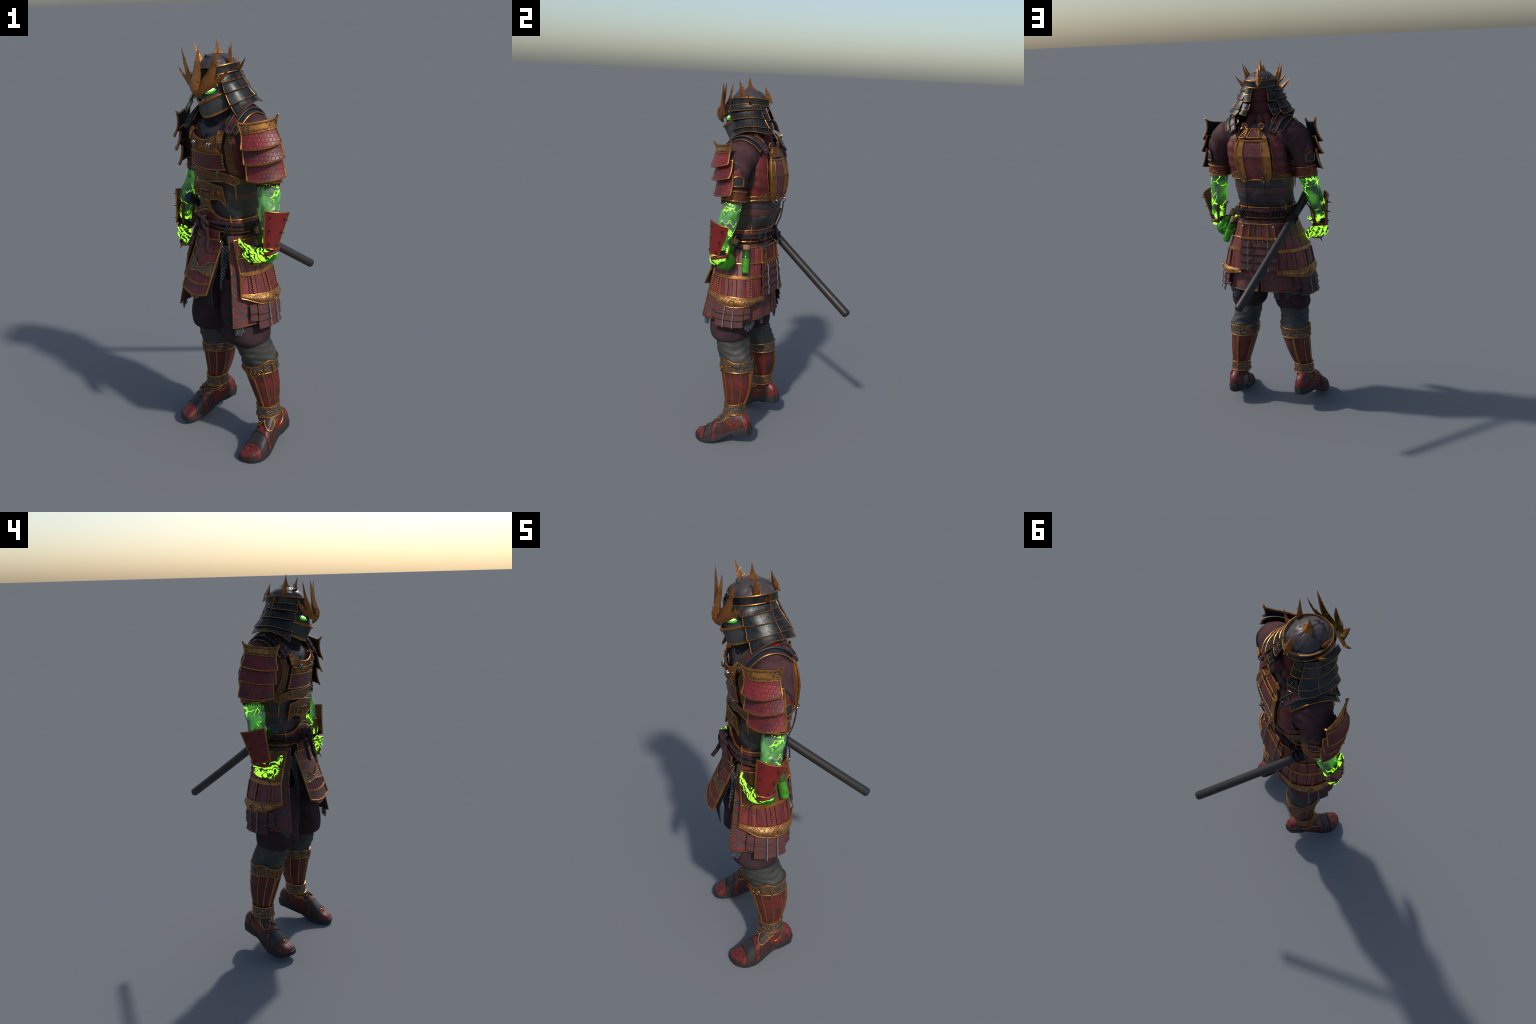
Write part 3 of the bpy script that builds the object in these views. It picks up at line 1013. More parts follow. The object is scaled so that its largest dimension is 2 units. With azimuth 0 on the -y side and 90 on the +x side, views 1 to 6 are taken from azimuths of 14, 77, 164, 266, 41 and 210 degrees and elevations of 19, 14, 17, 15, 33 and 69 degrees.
# ------------------------------------------------------------------ back plate
def bk(x, z):
    k = max(0, 1 - (x / .11) ** 2)
    m = np.interp(z, [1.36, 1.42, 1.49, 1.55, 1.60], [.160, .166, .168, .158, .143])
    return V(x, m + .011 * k, z)
def bkw(z):
    return np.interp(z, [1.355, 1.39, 1.44, 1.50, 1.55, 1.59], [.070, .090, .098, .101, .094, .078])
def backplate(u, v):
    s = 2 * u - 1
    z = 1.590 - .232 * v
    z += -.010 * (1 - abs(s) ** 6) * (1 - v) ** 6 + .012 * v ** 6 * (1 - abs(s) ** 3)
    return bk(s * bkw(z), z)
bpk = sheet(lambda u, v: backplate(.22 + .56 * u, v), 16, 20, 'scaleB', 'back_plate', mirror=False, th=.012, )
bg = sheet(lambda u, v: backplate(.77 + .23 * u, v), 6, 20, 'gold', 'back_plate_gilt_side', (bpk, bpk), th=.012)
b = B().add(tube(rimpath(backplate, 'trbl', 24), .0052, 7, closed=True), 'gold')
for u in (.22, .78):
    b.add(tube([backplate(u, i / 16) + V(0, .001, 0) for i in range(17)], .0022, 5), 'gold')
build(b, 'back_plate_trim', bpk)
b = B()
for k in range(11):
    a0, a1 = .04 + .92 * k / 11, .04 + .92 * (k + .85) / 11
    b.add(tube([backplate(a0, .40) + V(0, .002, 0), backplate(a1, .40) + V(0, .002, 0)], .0028, 5), 'steel' if k % 3 else 'gold')
build(b, 'back_plate_chain', bpk)
b = B()
for s in (-1, 1):
    for x0, w, h, mt, o in ((.050, .014, .034, 'gold', .005), (.050, .009, .026, 'black', .007)):
        b.add(grid(lambda u, v: bk(s * (x0 + w * (2 * u - 1)), 1.398 - h * v) + V(0, o, 0), 4, 4, .004, (0, 0, float('nan'))), mt)
    b.add(ball(bk(s * .05, 1.385) + V(0, .008, 0), .0045, 8, 6), 'gold')
build(b, 'back_plate_buckle', bpk)
# upper yoke with scrolls
def yoke(u, v):
    s = 2 * u - 1
    w = np.interp(v, [0, .3, .6, 1], [.034, .044, .064, .082])
    z = 1.640 - .045 * v
    k = 1 - (s * w / .11) ** 2
    return V(s * w, np.interp(z, [1.59, 1.64], [.146, .126]) + .006 * k, z)
yk = sheet(lambda u, v: yoke(.3 + .4 * u, v), 8, 8, 'scaleB', 'back_yoke', bpk, mirror=False, th=.008)
sheet(lambda u, v: yoke(.7 + .3 * u, v), 6, 8, 'orn', 'back_yoke_gilt_side', (yk, yk), th=.010, rim='trbl', rimr=.003, rimname='yoke_trim')
b = B().add(tube([yoke(i / 12, 1) for i in range(13)], .0045, 6), 'gold')
b.add(tube([yoke(.25 + .5 * i / 8, 0) for i in range(9)], .0035, 6), 'gold')
build(b, 'yoke_trim', yk)
b = B()
pts = []
for k in range(26):
    t = k / 25
    a = -pi * .75 + t * 2.15 * pi
    rr = .020 * (1 - .62 * t)
    pts.append(V(.045 + rr * cos(a), .130 + .002 * t, 1.657 - rr * sin(a) * -1))
pts = [V(.040, .140, 1.612), V(.033, .135, 1.630), V(.030, .131, 1.642)] + pts[::1]
b.add(tube(pts, [.007] * 3 + [.0065 - .003 * k / 25 for k in range(26)], 7), 'gold')
both(b, 'yoke_scroll', (yk, yk))
b = B()
for x in (-.045, .045):
    b.add(tube([V(x, .150, 1.60), V(x, .158, 1.575)], .006, 6), 'maroon')
build(b, 'yoke_strap', yk)
# rings and cords hanging from the back plate down to the skirt hooks
for s in (-1, 1):
    q = V(s * .052, .176, 1.358)
    o = build(B().add(ringmesh(q, .011, .0028, (1, .2, 0), 14, 6), 'steel'), 'steel_ring', bpk)
    path = curve([q + V(0, 0, -.01), (s * .054, .172, 1.31), (s * .060, .160, 1.26), (s * .07, .136, 1.205), (s * .082, .142, 1.15), (s * .090, .140, 1.115)], 40)
    build(B().add(rope(path, .0042, .022, 2, 5), 'cord'), 'back_cord', bpk)
    q = V(s * .090, .142, 1.112)
    build(B().add(ringmesh(q, .010, .0026, (.3, 1, 0), 14, 6), 'steel'), 'steel_ring', bpk)

# ------------------------------------------------------------------ shoulder straps
SP = [(.145, -.094, 1.602), (.150, -.060, 1.648), (.148, -.010, 1.690), (.142, .045, 1.698), (.130, .095, 1.672), (.112, .134, 1.624)]
def strap(off, w0, w1, t0=0.0, t1=1.0):
    def P(u, v):
        t = t0 + (t1 - t0) * u
        c = catmull(SP, t)
        d = catmull(SP, min(1, t + .02)) - catmull(SP, max(0, t - .02))
        d /= np.linalg.norm(d)
        side = np.cross(d, V(0, -d[2], 1)); 
        side = V(1, 0, 0) - d * d[0]; side /= np.linalg.norm(side)
        side = side + V(0, 0, -.45); side /= np.linalg.norm(side)
        n = np.cross(side, d)
        if n[2] < 0 and abs(n[2]) > .2: n = -n
        if abs(n[2]) <= .2 and n[1] * (t - .5) < 0: n = -n
        w = w0 + (w1 - w0) * v
        return c + side * w + n * off
    return P
AX = (.13, .02, 1.56)
pp = B().add(grid(strap(.004, -.040, .046, .08, .90), 24, 8, .006, AX), 'black')
pads = both(pp, 'shoulder_pad')
b = B().add(tube(rimpath(strap(.005, -.040, .046, .08, .90), 'trbl', 24), .003, 6, closed=True), 'gold')
both(b, 'shoulder_pad_trim', pads)
b = B().add(grid(strap(.011, -.013, .013), 30, 4, .005, AX), 'red')
sr = both(b, 'shoulder_strap', pads)
b = B()
edge = rimpath(strap(.012, -.018, .018), 'trbl', 26)
b.add(tube(edge, .0055, 7, closed=True), 'black')
both(b, 'strap_edge_cord', sr)
b = B()
for t in (.12, .3, .5, .7, .86):
    P = strap(.014, -.013, .013, t - .018, t + .018)
    b.add(grid(P, 3, 3, .003, AX), 'black')
    for v in (.25, .75):
        b.add(ball(P(.5, v), .0024, 6, 4), 'gold')
for t in (.02, .97):
    b.add(ball(strap(.014, 0, .001, t, t)(0, 0), .0045, 8, 6), 'gold')
both(b, 'strap_stud', sr)

# ------------------------------------------------------------------ head (own frame, turned 12.8 degrees to its left)
HA = math.radians(12.8)
def H(p):
    p = np.asarray(p, float)
    return V(.001 + cos(HA) * p[0] - sin(HA) * p[1], -.025 + sin(HA) * p[0] + cos(HA) * p[1], p[2])
def Hb(b):
    b.v = [tuple(H(p)) for p in b.v]
    return b
def hboth(b, name, parent=None, **kw):
    m = b.mirror()
    if 'lame' in name or 'neck_guard' in name:
        m.v = [(x - .006, y, z) for x, y, z in m.v]
    m = Hb(m)
    p = parent if isinstance(parent, tuple) else (parent, parent)
    return build(Hb(b), name, p[0], **kw), build(m, name, p[1], **kw)
def hbuild(b, name, parent=None, **kw):
    return build(Hb(b), name, parent, **kw)

# hood and neck
b = B()
rows = [(1.60, .135, -.020, .112), (1.635, .112, -.020, .112), (1.66, .096, -.022, .110), (1.69, .082, -.028, .106), (1.73, .074, -.040, .106), (1.77, .073, -.05, .104), (1.82, .078, -.07, .102), (1.875, .078, -.078, .090)]
rings = []
for j in range(33):
    z = 1.60 + .275 * j / 32
    a, yf, yb = [np.interp(z, [q[0] for q in rows], [q[k] for q in rows]) for k in (1, 2, 3)]
    wob = .0022 * sin(z * 230) + .0015 * sin(z * 410 + 1)
    rings.append([(q[0] * (1 + wob * 8), q[1] + wob * max(0, q[1]) * 14, z + .006 * q[1] / .1) for q in ell(0, (yf + yb) / 2, z, a, (yb - yf) / 2, 36)])
b.add(loft(rings), 'hood')
neck = hbuild(b, 'neck_hood', angle=70)
# two folds of the hood falling to the collar
b = B()
for x in (-.045, .0, .045):
    b.add(tube(curve([(x * .55, .092, 1.72), (x, .102, 1.68), (x * 1.3, .106, 1.635)], 8), [.012, .02, .024, .026, .028, .028, .026, .022, .018], 10), 'hood')
hbuild(b, 'hood_fold', neck, angle=70)
b = B()
rings = []
for j in range(22):
    z = 1.565 + .125 * j / 21
    w = .004 * sin(j * 1.25)
    rings.append([(q[0] + w * (q[0] / .07), q[1] + w * (q[1] / .07) - .004 * cos(j * 2.1 + q[0] * 30), q[2] + .012 * sin(q[0] * 22 + j * .7)) for q in ell(0, -.036, z, np.interp(z, [1.565, 1.60, 1.69], [.092, .076, .064]), np.interp(z, [1.565, 1.6, 1.69], [.066, .060, .052]), 36)])
b.add(loft(rings), 'blackcloth')
build(b, 'neck_scarf', neck, angle=70)
# crossed collar flaps
def flap(u, v):
    p = catmull([(.092, .01, 1.675), (.085, -.045, 1.645), (.060, -.085, 1.60), (.030, -.100, 1.565)], v)
    q = catmull([(.135, .005, 1.645), (.130, -.065, 1.615), (.110, -.100, 1.585), (.085, -.108, 1.560)], v)
    return p * (1 - u) + q * u + V(0, -.006, .004) * sin(pi * u)
sheet(flap, 6, 14, 'hood', 'collar_flap', (neck, neck), th=.006)
both(B().add(ball((.082, -.098, 1.604), .0065, 8, 6), 'gold'), 'collar_stud', (neck, neck))

# helmet dome wrapped in leather gores
b = B()
rings = []
for j in range(21):
    t = (pi / 2) * (j / 20) ** .9
    ring = []
    for k in range(72):
        a = 2 * pi * k / 72
        g0 = abs(((a / (2 * pi) * 11 + .15 * sin(3 * t)) % 1) - .5) * 2
        groove = -.0042 * max(0, 1 - (1 - g0) / .12) * sin(2 * t) ** .5 if j < 20 else 0
        if 0 < j < 20:
            groove -= .003 * math.exp(-((t - .75 - .12 * sin(2 * a)) / .035) ** 2)
        dent = .0015 * sin(7 * a + 4 * t) * cos(t) + .001 * sin(13 * a - 9 * t) * cos(t)
        rr = 1 + (groove + dent) / .09
        ring.append((.0885 * cos(t) ** .92 * cos(a) * rr, .003 + .100 * cos(t) ** .92 * sin(a) * rr, 1.856 + .081 * sin(t) * rr))
    rings.append(ring)
b.add(loft(rings), 'black')
M['dome'] = worn('helmet_leather', lin(70, 62, 63), lin(56, 51, 53), lin(46, 44, 46), rough=.42, scale=20, bump=.3)
b.mats = ['dome']
helmet = hbuild(b, 'helmet', angle=60)
# brow band with gilt edges
def band(z, o):
    return [(p[0], p[1], p[2] - .006 + .012 * (p[0] / .09) ** 2 + .004 * p[1] / .1) for p in ell(0, .004, z, .087 + o, .099 + o, 56)]
b = B().add(loft([band(1.850, .000), band(1.852, .008), band(1.870, .006), band(1.886, .007), band(1.889, .0), band(1.885, -.014)], cap=False), 'iron')
bb = hbuild(b, 'brow_band', helmet)
b = B().add(tube(band(1.853, .008), .003, 6, closed=True), 'gold').add(tube(band(1.888, .006), .003, 6, closed=True), 'gold')
hbuild(b, 'brow_band_trim', bb)
# spikes on the helmet
b = B()
sq = []
for k, (w, z) in enumerate([(.030, 1.934), (.024, 1.940), (.013, 1.950), (.007, 1.968), (.0006, 1.999)]):
    sq.append([(w * cos(pi / 2 * q), .008 * (1 - k / 4) + w * sin(pi / 2 * q), z) for q in range(4)])
b.add(loft(sq), 'bronze')
hbuild(b, 'crown_spike', helmet, angle=20)
b = B()
sk = curve([(.074, -.012, 1.880), (.083, -.014, 1.905), (.095, -.022, 1.942), (.106, -.031, 1.983)], 8)
b.add(blade(sk, [.006, .014, .016, .0145, .012, .009, .006, .0035, .0004], [.006, .010, .010, .009, .007, .005, .004, .002, .0004], side=(0, 1, 0)), 'bronze')
for i, d in ((3, (.004, .022, .018)), (5, (.003, .016, .014)), (2, (.008, -.022, .008)), (4, (.004, -.014, .012))):
    b.add(cone(sk[i], sk[i] + V(*d), .005, 4), 'bronze')
hboth(b, 'side_spike', helmet, angle=20)
b = B()
sk = curve([(.086, .027, 1.868), (.104, .029, 1.876), (.122, .026, 1.893), (.141, .021, 1.919)], 7)
b.add(tube(sk, [.012, .011, .0095, .008, .006, .004, .0025, .0004], 7), 'bronze')
b.add(cone(sk[2], sk[2] + V(0, .004, .016), .004, 4), 'bronze')
hboth(b, 'curved_spike', helmet, angle=30)
b = B()   # rear fang: diamond pyramid
tip, bot = V(0, .084, 1.959), V(0, .131, 1.860)
l, r_, rd = V(.023, .098, 1.884), V(-.023, .098, 1.884), V(0, .122, 1.890)
b.add(([tip, l, bot, r_, rd, V(0, .088, 1.885)], [(0, 4, 1), (0, 3, 4), (1, 4, 2), (4, 3, 2), (0, 1, 5), (0, 5, 3), (1, 2, 5), (2, 3, 5)]), 'bronze')
hbuild(b, 'rear_spike', helmet, angle=10)
b = B()
for a in (62, 76, 104, 118):
    q = V(.094 * cos(math.radians(a)), .004 + .107 * sin(math.radians(a)), 1.898)
    b.add(cone(q, q + V(0, 0, .014), .004, 5), 'bronze')
hbuild(b, 'band_thorn', bb)
# broken flap of leather on the crown
b = B()
for k in range(9):
    a = -2.0 + .14 * k
    q = V(.045 * cos(a) - .012, .045 * sin(a) - .01, 1.922)
    b.add(cone(q, q + V(.006 * cos(a * 7), .008 * sin(a * 5), .010 + .004 * sin(k * 2.3)), .008, 4), 'dome')
hbuild(b, 'torn_leather', helmet, stuff=True)

# crest: wedge over the nose and five antler blades
b = B()
ctr = [(0, -.137, 1.754), (0, -.150, 1.772), (0, -.160, 1.792), (0, -.160, 1.812), (0, -.150, 1.838), (0, -.143, 1.862), (0, -.137, 1.895), (0, -.131, 1.930), (0, -.126, 1.966)]
b.add(blade(ctr, [.003, .013, .020, .025, .026, .024, .018, .010, .0005], [.004, .012, .014, .015, .013, .012, .010, .006, .0005]), 'bronze')
for i, d in ((5, (.024, .0, .016)), (6, (-.02, 0, .014)), (3, (.030, -.002, .020)), (3, (-.030, -.002, .020))):
    b.add(cone(np.array(ctr[i]), np.array(ctr[i]) + V(*d), .007, 4), 'bronze')
crest = hbuild(b, 'crest', angle=24)
def antler(pts, w, d, thorns):
    b = B()
    c = curve(pts, len(w) - 1)
    b.add(blade(c, w, d, side=(.2, -1, 0) if False else (0, 0, 1)), 'bronze')
    for i, dd in thorns:
        b.add(cone(c[i], c[i] + V(*dd), .0065, 4), 'bronze')
    return b
b = antler([(.004, -.152, 1.776), (.034, -.140, 1.806), (.062, -.128, 1.848), (.084, -.121, 1.900), (.106, -.115, 1.965)],
           [.012, .019, .024, .026, .024, .021, .018, .014, .011, .006, .0005], [.010, .013, .013, .012, .012, .011, .010, .008, .006, .004, .0005],
           [(7, (.017, 0, .010)), (5, (-.022, 0, .018)), (8, (-.012, 0, .012)), (4, (.022, .004, .000))])
hboth(b, 'antler_blade', (crest, crest), angle=24)
b = antler([(.004, -.148, 1.774), (.040, -.132, 1.800), (.078, -.114, 1.824), (.112, -.103, 1.845), (.147, -.099, 1.884)],
           [.008, .013, .017, .018, .017, .015, .013, .010, .008, .005, .0005], [.009, .012, .012, .011, .010, .009, .008, .006, .004, .003, .0005],
           [(6, (.0, 0, .026)), (5, (.012, .004, -.022)), (8, (.004, 0, .016)), (4, (-.004, 0, .024))])
hboth(b, 'antler_blade', (crest, crest), angle=24)

# face: glossy black upper face, glowing eyes, gilt ridge, grey lower mask
UP = [(0, -.122, 1.745), (.030, -.110, 1.750), (.055, -.090, 1.756), (.074, -.060, 1.766), (.084, -.020, 1.776), (.084, .02, 1.78)]
UT = [(0, -.120, 1.850), (.040, -.110, 1.850), (.066, -.088, 1.850), (.082, -.058, 1.850), (.090, -.020, 1.850), (.090, .02, 1.85)]
def face(u, v):
    p, q = catmull(UT, u), catmull(UP, u)
    w = p * (1 - v) + q * v
    rec = .010 * math.exp(-((w[0] - .042) / .026) ** 2 - ((w[2] - 1.780) / .018) ** 2)
    return w + V(-.3 * rec, rec, 0)
hd = hboth(B().add(grid(face, 24, 16, .004, (0, 0, float('nan'))), 'eyebed'), 'face', angle=60)
b = B()
e = [face(.16 + .19 * t, .71 - .10 * t) for t in (0, .25, .5, .75, 1)]
b.add(tube([p + V(.001, -.0035, .001) for p in e], [.001, .0042, .0055, .0048, .001], 10), 'eye')
hboth(b, 'eye', hd, angle=80)
b = B().add(tube([p + V(0, -.0010, -.002) for p in [face(.10 + .30 * t, .75 - .12 * t) for t in (0, .25, .5, .75, 1)]], [.001, .0065, .0085, .007, .001], 10), 'eyeglow_tube')  # soft green glow around the eye, modelled as a dim emissive tube
hboth(b, 'modelled_eye_glow', hd, angle=80)
RI = [(0, -.134, 1.733), (.032, -.112, 1.746), (.056, -.087, 1.757), (.074, -.060, 1.768), (.086, -.030, 1.778)]
CH = [(0, -.099, 1.667), (.030, -.086, 1.674), (.058, -.066, 1.688), (.080, -.044, 1.702), (.094, -.020, 1.716)]
def lower(u, v):
    p, q = catmull(RI, u), catmull(CH, u)
    return p * (1 - v) + q * v
lm = hboth(B().add(grid(lower, 16, 10, .006, (0, 0, float('nan'))), 'mask'), 'face_mask', hd, angle=30)
b = B()
def ridge(u, v):
    p = catmull(RI, u)
    return p * V(1.03, 1.0, 1) + V(0, -.006 * (1 - abs(2 * v - 1)) - .002, .007 - .014 * v)
b.add(grid(ridge, 16, 4, .010, (0, 0, float('nan'))), 'gold')
hboth(b, 'mask_ridge', lm, angle=30)
def chinb(u, v):
    return catmull(CH, u) * V(1.02, 1.0, 1) + V(0, -.003, .005 - .010 * v)
hboth(B().add(grid(chinb, 16, 2, .006, (0, 0, float('nan'))), 'gold'), 'mask_chin_trim', lm)

def jaw(u, v):
    p = catmull([(.020, -.072, 1.672), (.060, -.052, 1.690), (.092, -.018, 1.715), (.098, .030, 1.735)], u)
    q = catmull([(.030, -.055, 1.640), (.062, -.035, 1.645), (.088, -.005, 1.655), (.098, .035, 1.665)], u)
    return p * (1 - v) + q * v
hboth(B().add(grid(jaw, 12, 5, .004, (0, 0, float('nan'))), 'blackcloth'), 'jaw_cloth', hd, angle=60)

# neck guard lames: four tiers of three plates on each side
LT = [  # front corner, side, rear corner at the bottom edge (x, y, z); the same at the top edge
    ([(.090, -.088, 1.818), (.105, -.040, 1.826), (.103, .020, 1.834), (.094, .058, 1.838), (.077, .086, 1.837)],
     [(.086, -.084, 1.850), (.094, -.040, 1.852), (.094, .02, 1.856), (.086, .055, 1.858), (.070, .078, 1.858)]),
    ([(.092, -.074, 1.773), (.117, -.030, 1.784), (.123, .025, 1.794), (.114, .070, 1.796), (.093, .105, 1.793)],
     [(.087, -.078, 1.824), (.100, -.035, 1.830), (.100, .02, 1.838), (.092, .06, 1.842), (.075, .084, 1.842)]),
    ([(.113, -.066, 1.720), (.138, -.022, 1.738), (.144, .035, 1.752), (.135, .090, 1.752), (.108, .138, 1.745)],
     [(.090, -.066, 1.780), (.112, -.028, 1.790), (.118, .025, 1.800), (.110, .070, 1.802), (.090, .104, 1.798)]),
    ([(.143, -.060, 1.674), (.158, -.022, 1.706), (.162, .035, 1.728), (.155, .095, 1.726), (.129, .142, 1.714)],
     [(.110, -.060, 1.726), (.134, -.020, 1.744), (.140, .035, 1.758), (.131, .088, 1.758), (.105, .134, 1.750)]),
]
guard = None
for ti, (bo, to) in enumerate(LT):
    for si, (s0, s1) in enumerate(((0, .36), (.36, .62), (.62, 1.0))):
        def P(u, v, s0=s0, s1=s1, si=si, bo=bo, to=to):
            s = s0 + (s1 - s0) * u
            p, q = catmull(to, s), catmull(bo, s)
            w = p * (1 - v) + q * v
            o = .0025 * (1 if si == 1 else 0) - .003 * sin(pi * v) + .009 * sin(pi * s) ** .7 - .006 * (1 - v) ** 1.5 + .002 * v
            d = V(w[0], w[1] * .6, 0); d /= np.linalg.norm(d)
            return w + d * o
        g0 = hboth(B().add(grid(P, 10, 6, .004, (0, .02, float('nan'))), 'iron'), 'neck_guard' if guard is None else 'neck_guard_lame', guard)
        if guard is None:
            guard = g0
        hboth(B().add(tube(rimpath(P, 'b', 10), .0021, 5), 'gold').add(tube(rimpath(P, 'l' if si == 0 else 'r', 6), .0014, 5), 'gold'), 'lame_trim', guard)
        rv = B()
        for u in ((.18, .5, .82) if si != 1 else (.2, .8)):
            q = P(u, .74)
            d = V(q[0], q[1] * .6, 0); d /= np.linalg.norm(d)
            rv.add(ball(q + d * .0008, .0024, 6, 4), 'gold')
        hboth(rv, 'lame_rivet', guard)
for c, d in (((.106, .010, 1.836), (.012, 0, .012)), ((.118, .018, 1.803), (.016, .004, .018))):
    hboth(B().add(cone(V(*c), V(*c) + V(*d), .006, 5), 'bronze'), 'lame_spike', guard)
# narrow rear lames
RL = [((.072, .084, 1.856), (.034, .094, 1.856), (.080, .098, 1.818), (.041, .113, 1.818)),
      ((.079, .096, 1.822), (.041, .111, 1.822), (.088, .112, 1.782), (.047, .130, 1.784)),
      ((.086, .120, 1.776), (.046, .140, 1.770), (.098, .136, 1.740), (.056, .152, 1.742)),
      ((.096, .134, 1.744), (.060, .150, 1.742), (.108, .142, 1.722), (.070, .158, 1.712))]
for a_, b_, c_, d_ in RL:
    a_, b_, c_, d_ = [V(*q) for q in (a_, b_, c_, d_)]
    def P(u, v):
        return (a_ * (1 - u) + b_ * u) * (1 - v) + (c_ * (1 - u) + d_ * u) * v + V(0, .004 * sin(pi * u), 0)
    o = hboth(B().add(grid(P, 6, 4, .004, (0, .02, float('nan'))), 'iron'), 'rear_neck_lame', guard)
    hboth(B().add(tube(rimpath(P, 'rb', 8), .0021, 5), 'gold'), 'lame_trim', guard)
    hboth(B().add(ball(P(.5, .6), .0024, 6, 4), 'gold'), 'lame_rivet', guard)

# ------------------------------------------------------------------ belt
def belt_pt(th, z, off=0.0):
    p = torso_pt(th, min(z, 1.175), .015 + off)
    return V(p[0], p[1], z)
b = B()
n = 72
def belt_top(th):
    th = (th + pi) % (2 * pi) - pi
    return 1.203 + .034 * math.exp(-(th / .30) ** 2) + .004 * math.exp(-((abs(th) - 2.2) / .15) ** 2)
rings = []
for k, (dz, o) in enumerate(((0, -.02), (0, .0), (.3, .004), (.7, .003), (1, -.003), (1, -.02))):
    rings.append([belt_pt(2 * pi * i / n, 1.145 + (belt_top(2 * pi * i / n) - 1.145) * dz, o) for i in range(n)])
b.add(loft(rings, cap=False), 'red')
belt = build(b, 'belt')
b = B().add(tube([belt_pt(2 * pi * i / n, belt_top(2 * pi * i / n), .000) for i in range(n)], .0048, 7, closed=True), 'gold')
b.add(tube([belt_pt(2 * pi * i / n, 1.146, .003) for i in range(n)], .0045, 7, closed=True), 'gold')
for th in (.82, -.82, 2.25, -2.25):
    b.add(tube([belt_pt(th, 1.228, .002), belt_pt(th, 1.20, .005), belt_pt(th, 1.17, .009), belt_pt(th, 1.135, .005)], [.002, .006, .0045, .002], 6), 'gold')
build(b, 'belt_trim', belt)
b = B().add(grid(lambda u, v: belt_pt(-.42 + .84 * u, belt_top(-.42 + .84 * u) - .016 * (1 - abs(2 * u - 1)) * v - .002, .003), 16, 3, .004, (0, .015, float('nan'))), 'ornplate')
build(b, 'belt_crest', belt)
# ropes round the waist, knot and tails
for z, ph in ((1.182, 0), (1.164, 1.3)):
    path = [belt_pt(2 * pi * i / 90, z + .004 * sin(3 * 2 * pi * i / 90 + ph), .010) for i in range(91)]
    build(B().add(rope(path, .0085, .030, 3, 7), 'rope'), 'waist_rope', belt)
K = V(-.012, -.134, 1.190)
knots = [
    [K + V(.03, .0, -.02), K + V(.022, -.018, .010), K + V(-.005, -.022, .026), K + V(-.030, -.012, .010), K + V(-.034, .0, -.02)],
    [K + V(.012, .004, .024), K + V(.016, -.020, .004), K + V(.022, -.022, -.025), K + V(.030, -.012, -.045)],
    [K + V(-.02, .004, .024), K + V(-.012, -.024, .008), K + V(-.004, -.026, -.02), K + V(.010, -.018, -.042)],
    [K + V(.030, -.012, -.03), K + V(.034, -.016, -.06), K + V(.040, -.022, -.10), K + V(.046, -.034, -.135)],
    [K + V(-.028, -.008, -.01), K + V(-.040, -.022, -.05), K + V(-.048, -.040, -.09), K + V(-.062, -.058, -.125)],
]
for q in knots:
    build(B().add(rope(curve(q, 14), .0095, .032, 3, 7), 'rope'), 'knot_rope', belt)
b = B()
for s in (-1, 1):
    for dx in (0, .012):
        q = [belt_pt(s * .62 + dx * 4, 1.19, .020), belt_pt(s * .62 + dx * 3, 1.15, .014), V(s * (.092 - dx), -.118, 1.12), V(s * .092, -.122, 1.10)]
        b.add(tube(curve(q, 10), .0022, 5), 'cord')
    b.add(ringmesh((s * .093, -.122, 1.098), .010, .0026, (1, .3, 0), 12, 6), 'steel')
for s in (-1, 1):
    for k in (0, .09):
        th = s * (pi - .55) + k
        b.add(tube([belt_pt(th, 1.205, .006), belt_pt(th, 1.185, .022), belt_pt(th, 1.160, .022), belt_pt(th, 1.140, .008)], .004, 6), 'cord')
build(b, 'belt_lace', belt)

# ------------------------------------------------------------------ hips, trousers, legs
b = B()
rings = [ell(0, .008, z, a, d, 40, 2.3) for z, a, d in ((.86, .150, .105), (.93, .158, .108), (1.00, .155, .108), (1.06, .152, .106), (1.12, .150, .104), (1.15, .148, .104))]
b.add(loft(rings), 'pants')
hips = build(b, 'hips', angle=60)
def leg_rings(rows, n, k=34, fold=0.0, e=2.15, tilt=0.0, wr=0.0):
    c = curve(rows, n)
    out = []
    for i, (x, y, z, rx, ry) in enumerate(c):
        ring = []
        for q, p in enumerate(ell(x, y, z, rx, ry, k, e)):
            a = 2 * pi * q / k
            w = wr * sin(z * 175 + 2.2 * sin(2 * a + 1) + 1.2 * sin(3 * a)) * min(1, i / 3) * min(1, (n - i) / 3) + fold * (sin(5 * a + 9 * z * 3) * .5 + sin(3 * a - 40 * z) * .5) * min(1, i / 3) * min(1, (n - i) / 2)
            ring.append((p[0] + w * cos(a), p[1] + w * sin(a), p[2] + w * .6 + tilt * (p[1] - y)))
        out.append(ring)
    return out
b = B().add(loft(leg_rings([(.142, -.004, .578, .070, .074), (.140, -.010, .594, .090, .096), (.134, -.020, .625, .101, .112), (.124, -.018, .70, .100, .116), (.108, -.014, .80, .098, .122), (.090, -.006, .93, .088, .120)][::1], 26, fold=.005, tilt=.09)), 'pants')
pants = lboth(b, 'pants', angle=70)
b = B().add(loft(leg_rings([(.170, .034, .40, .064, .070), (.160, .034, .45, .081, .088), (.158, .031, .485, .082, .089), (.151, .012, .53, .079, .091), (.141, -.008, .61, .080, .092)], 44, fold=.005, wr=.0020)), 'trouser')
legs = lboth(b, 'leg', angle=70)
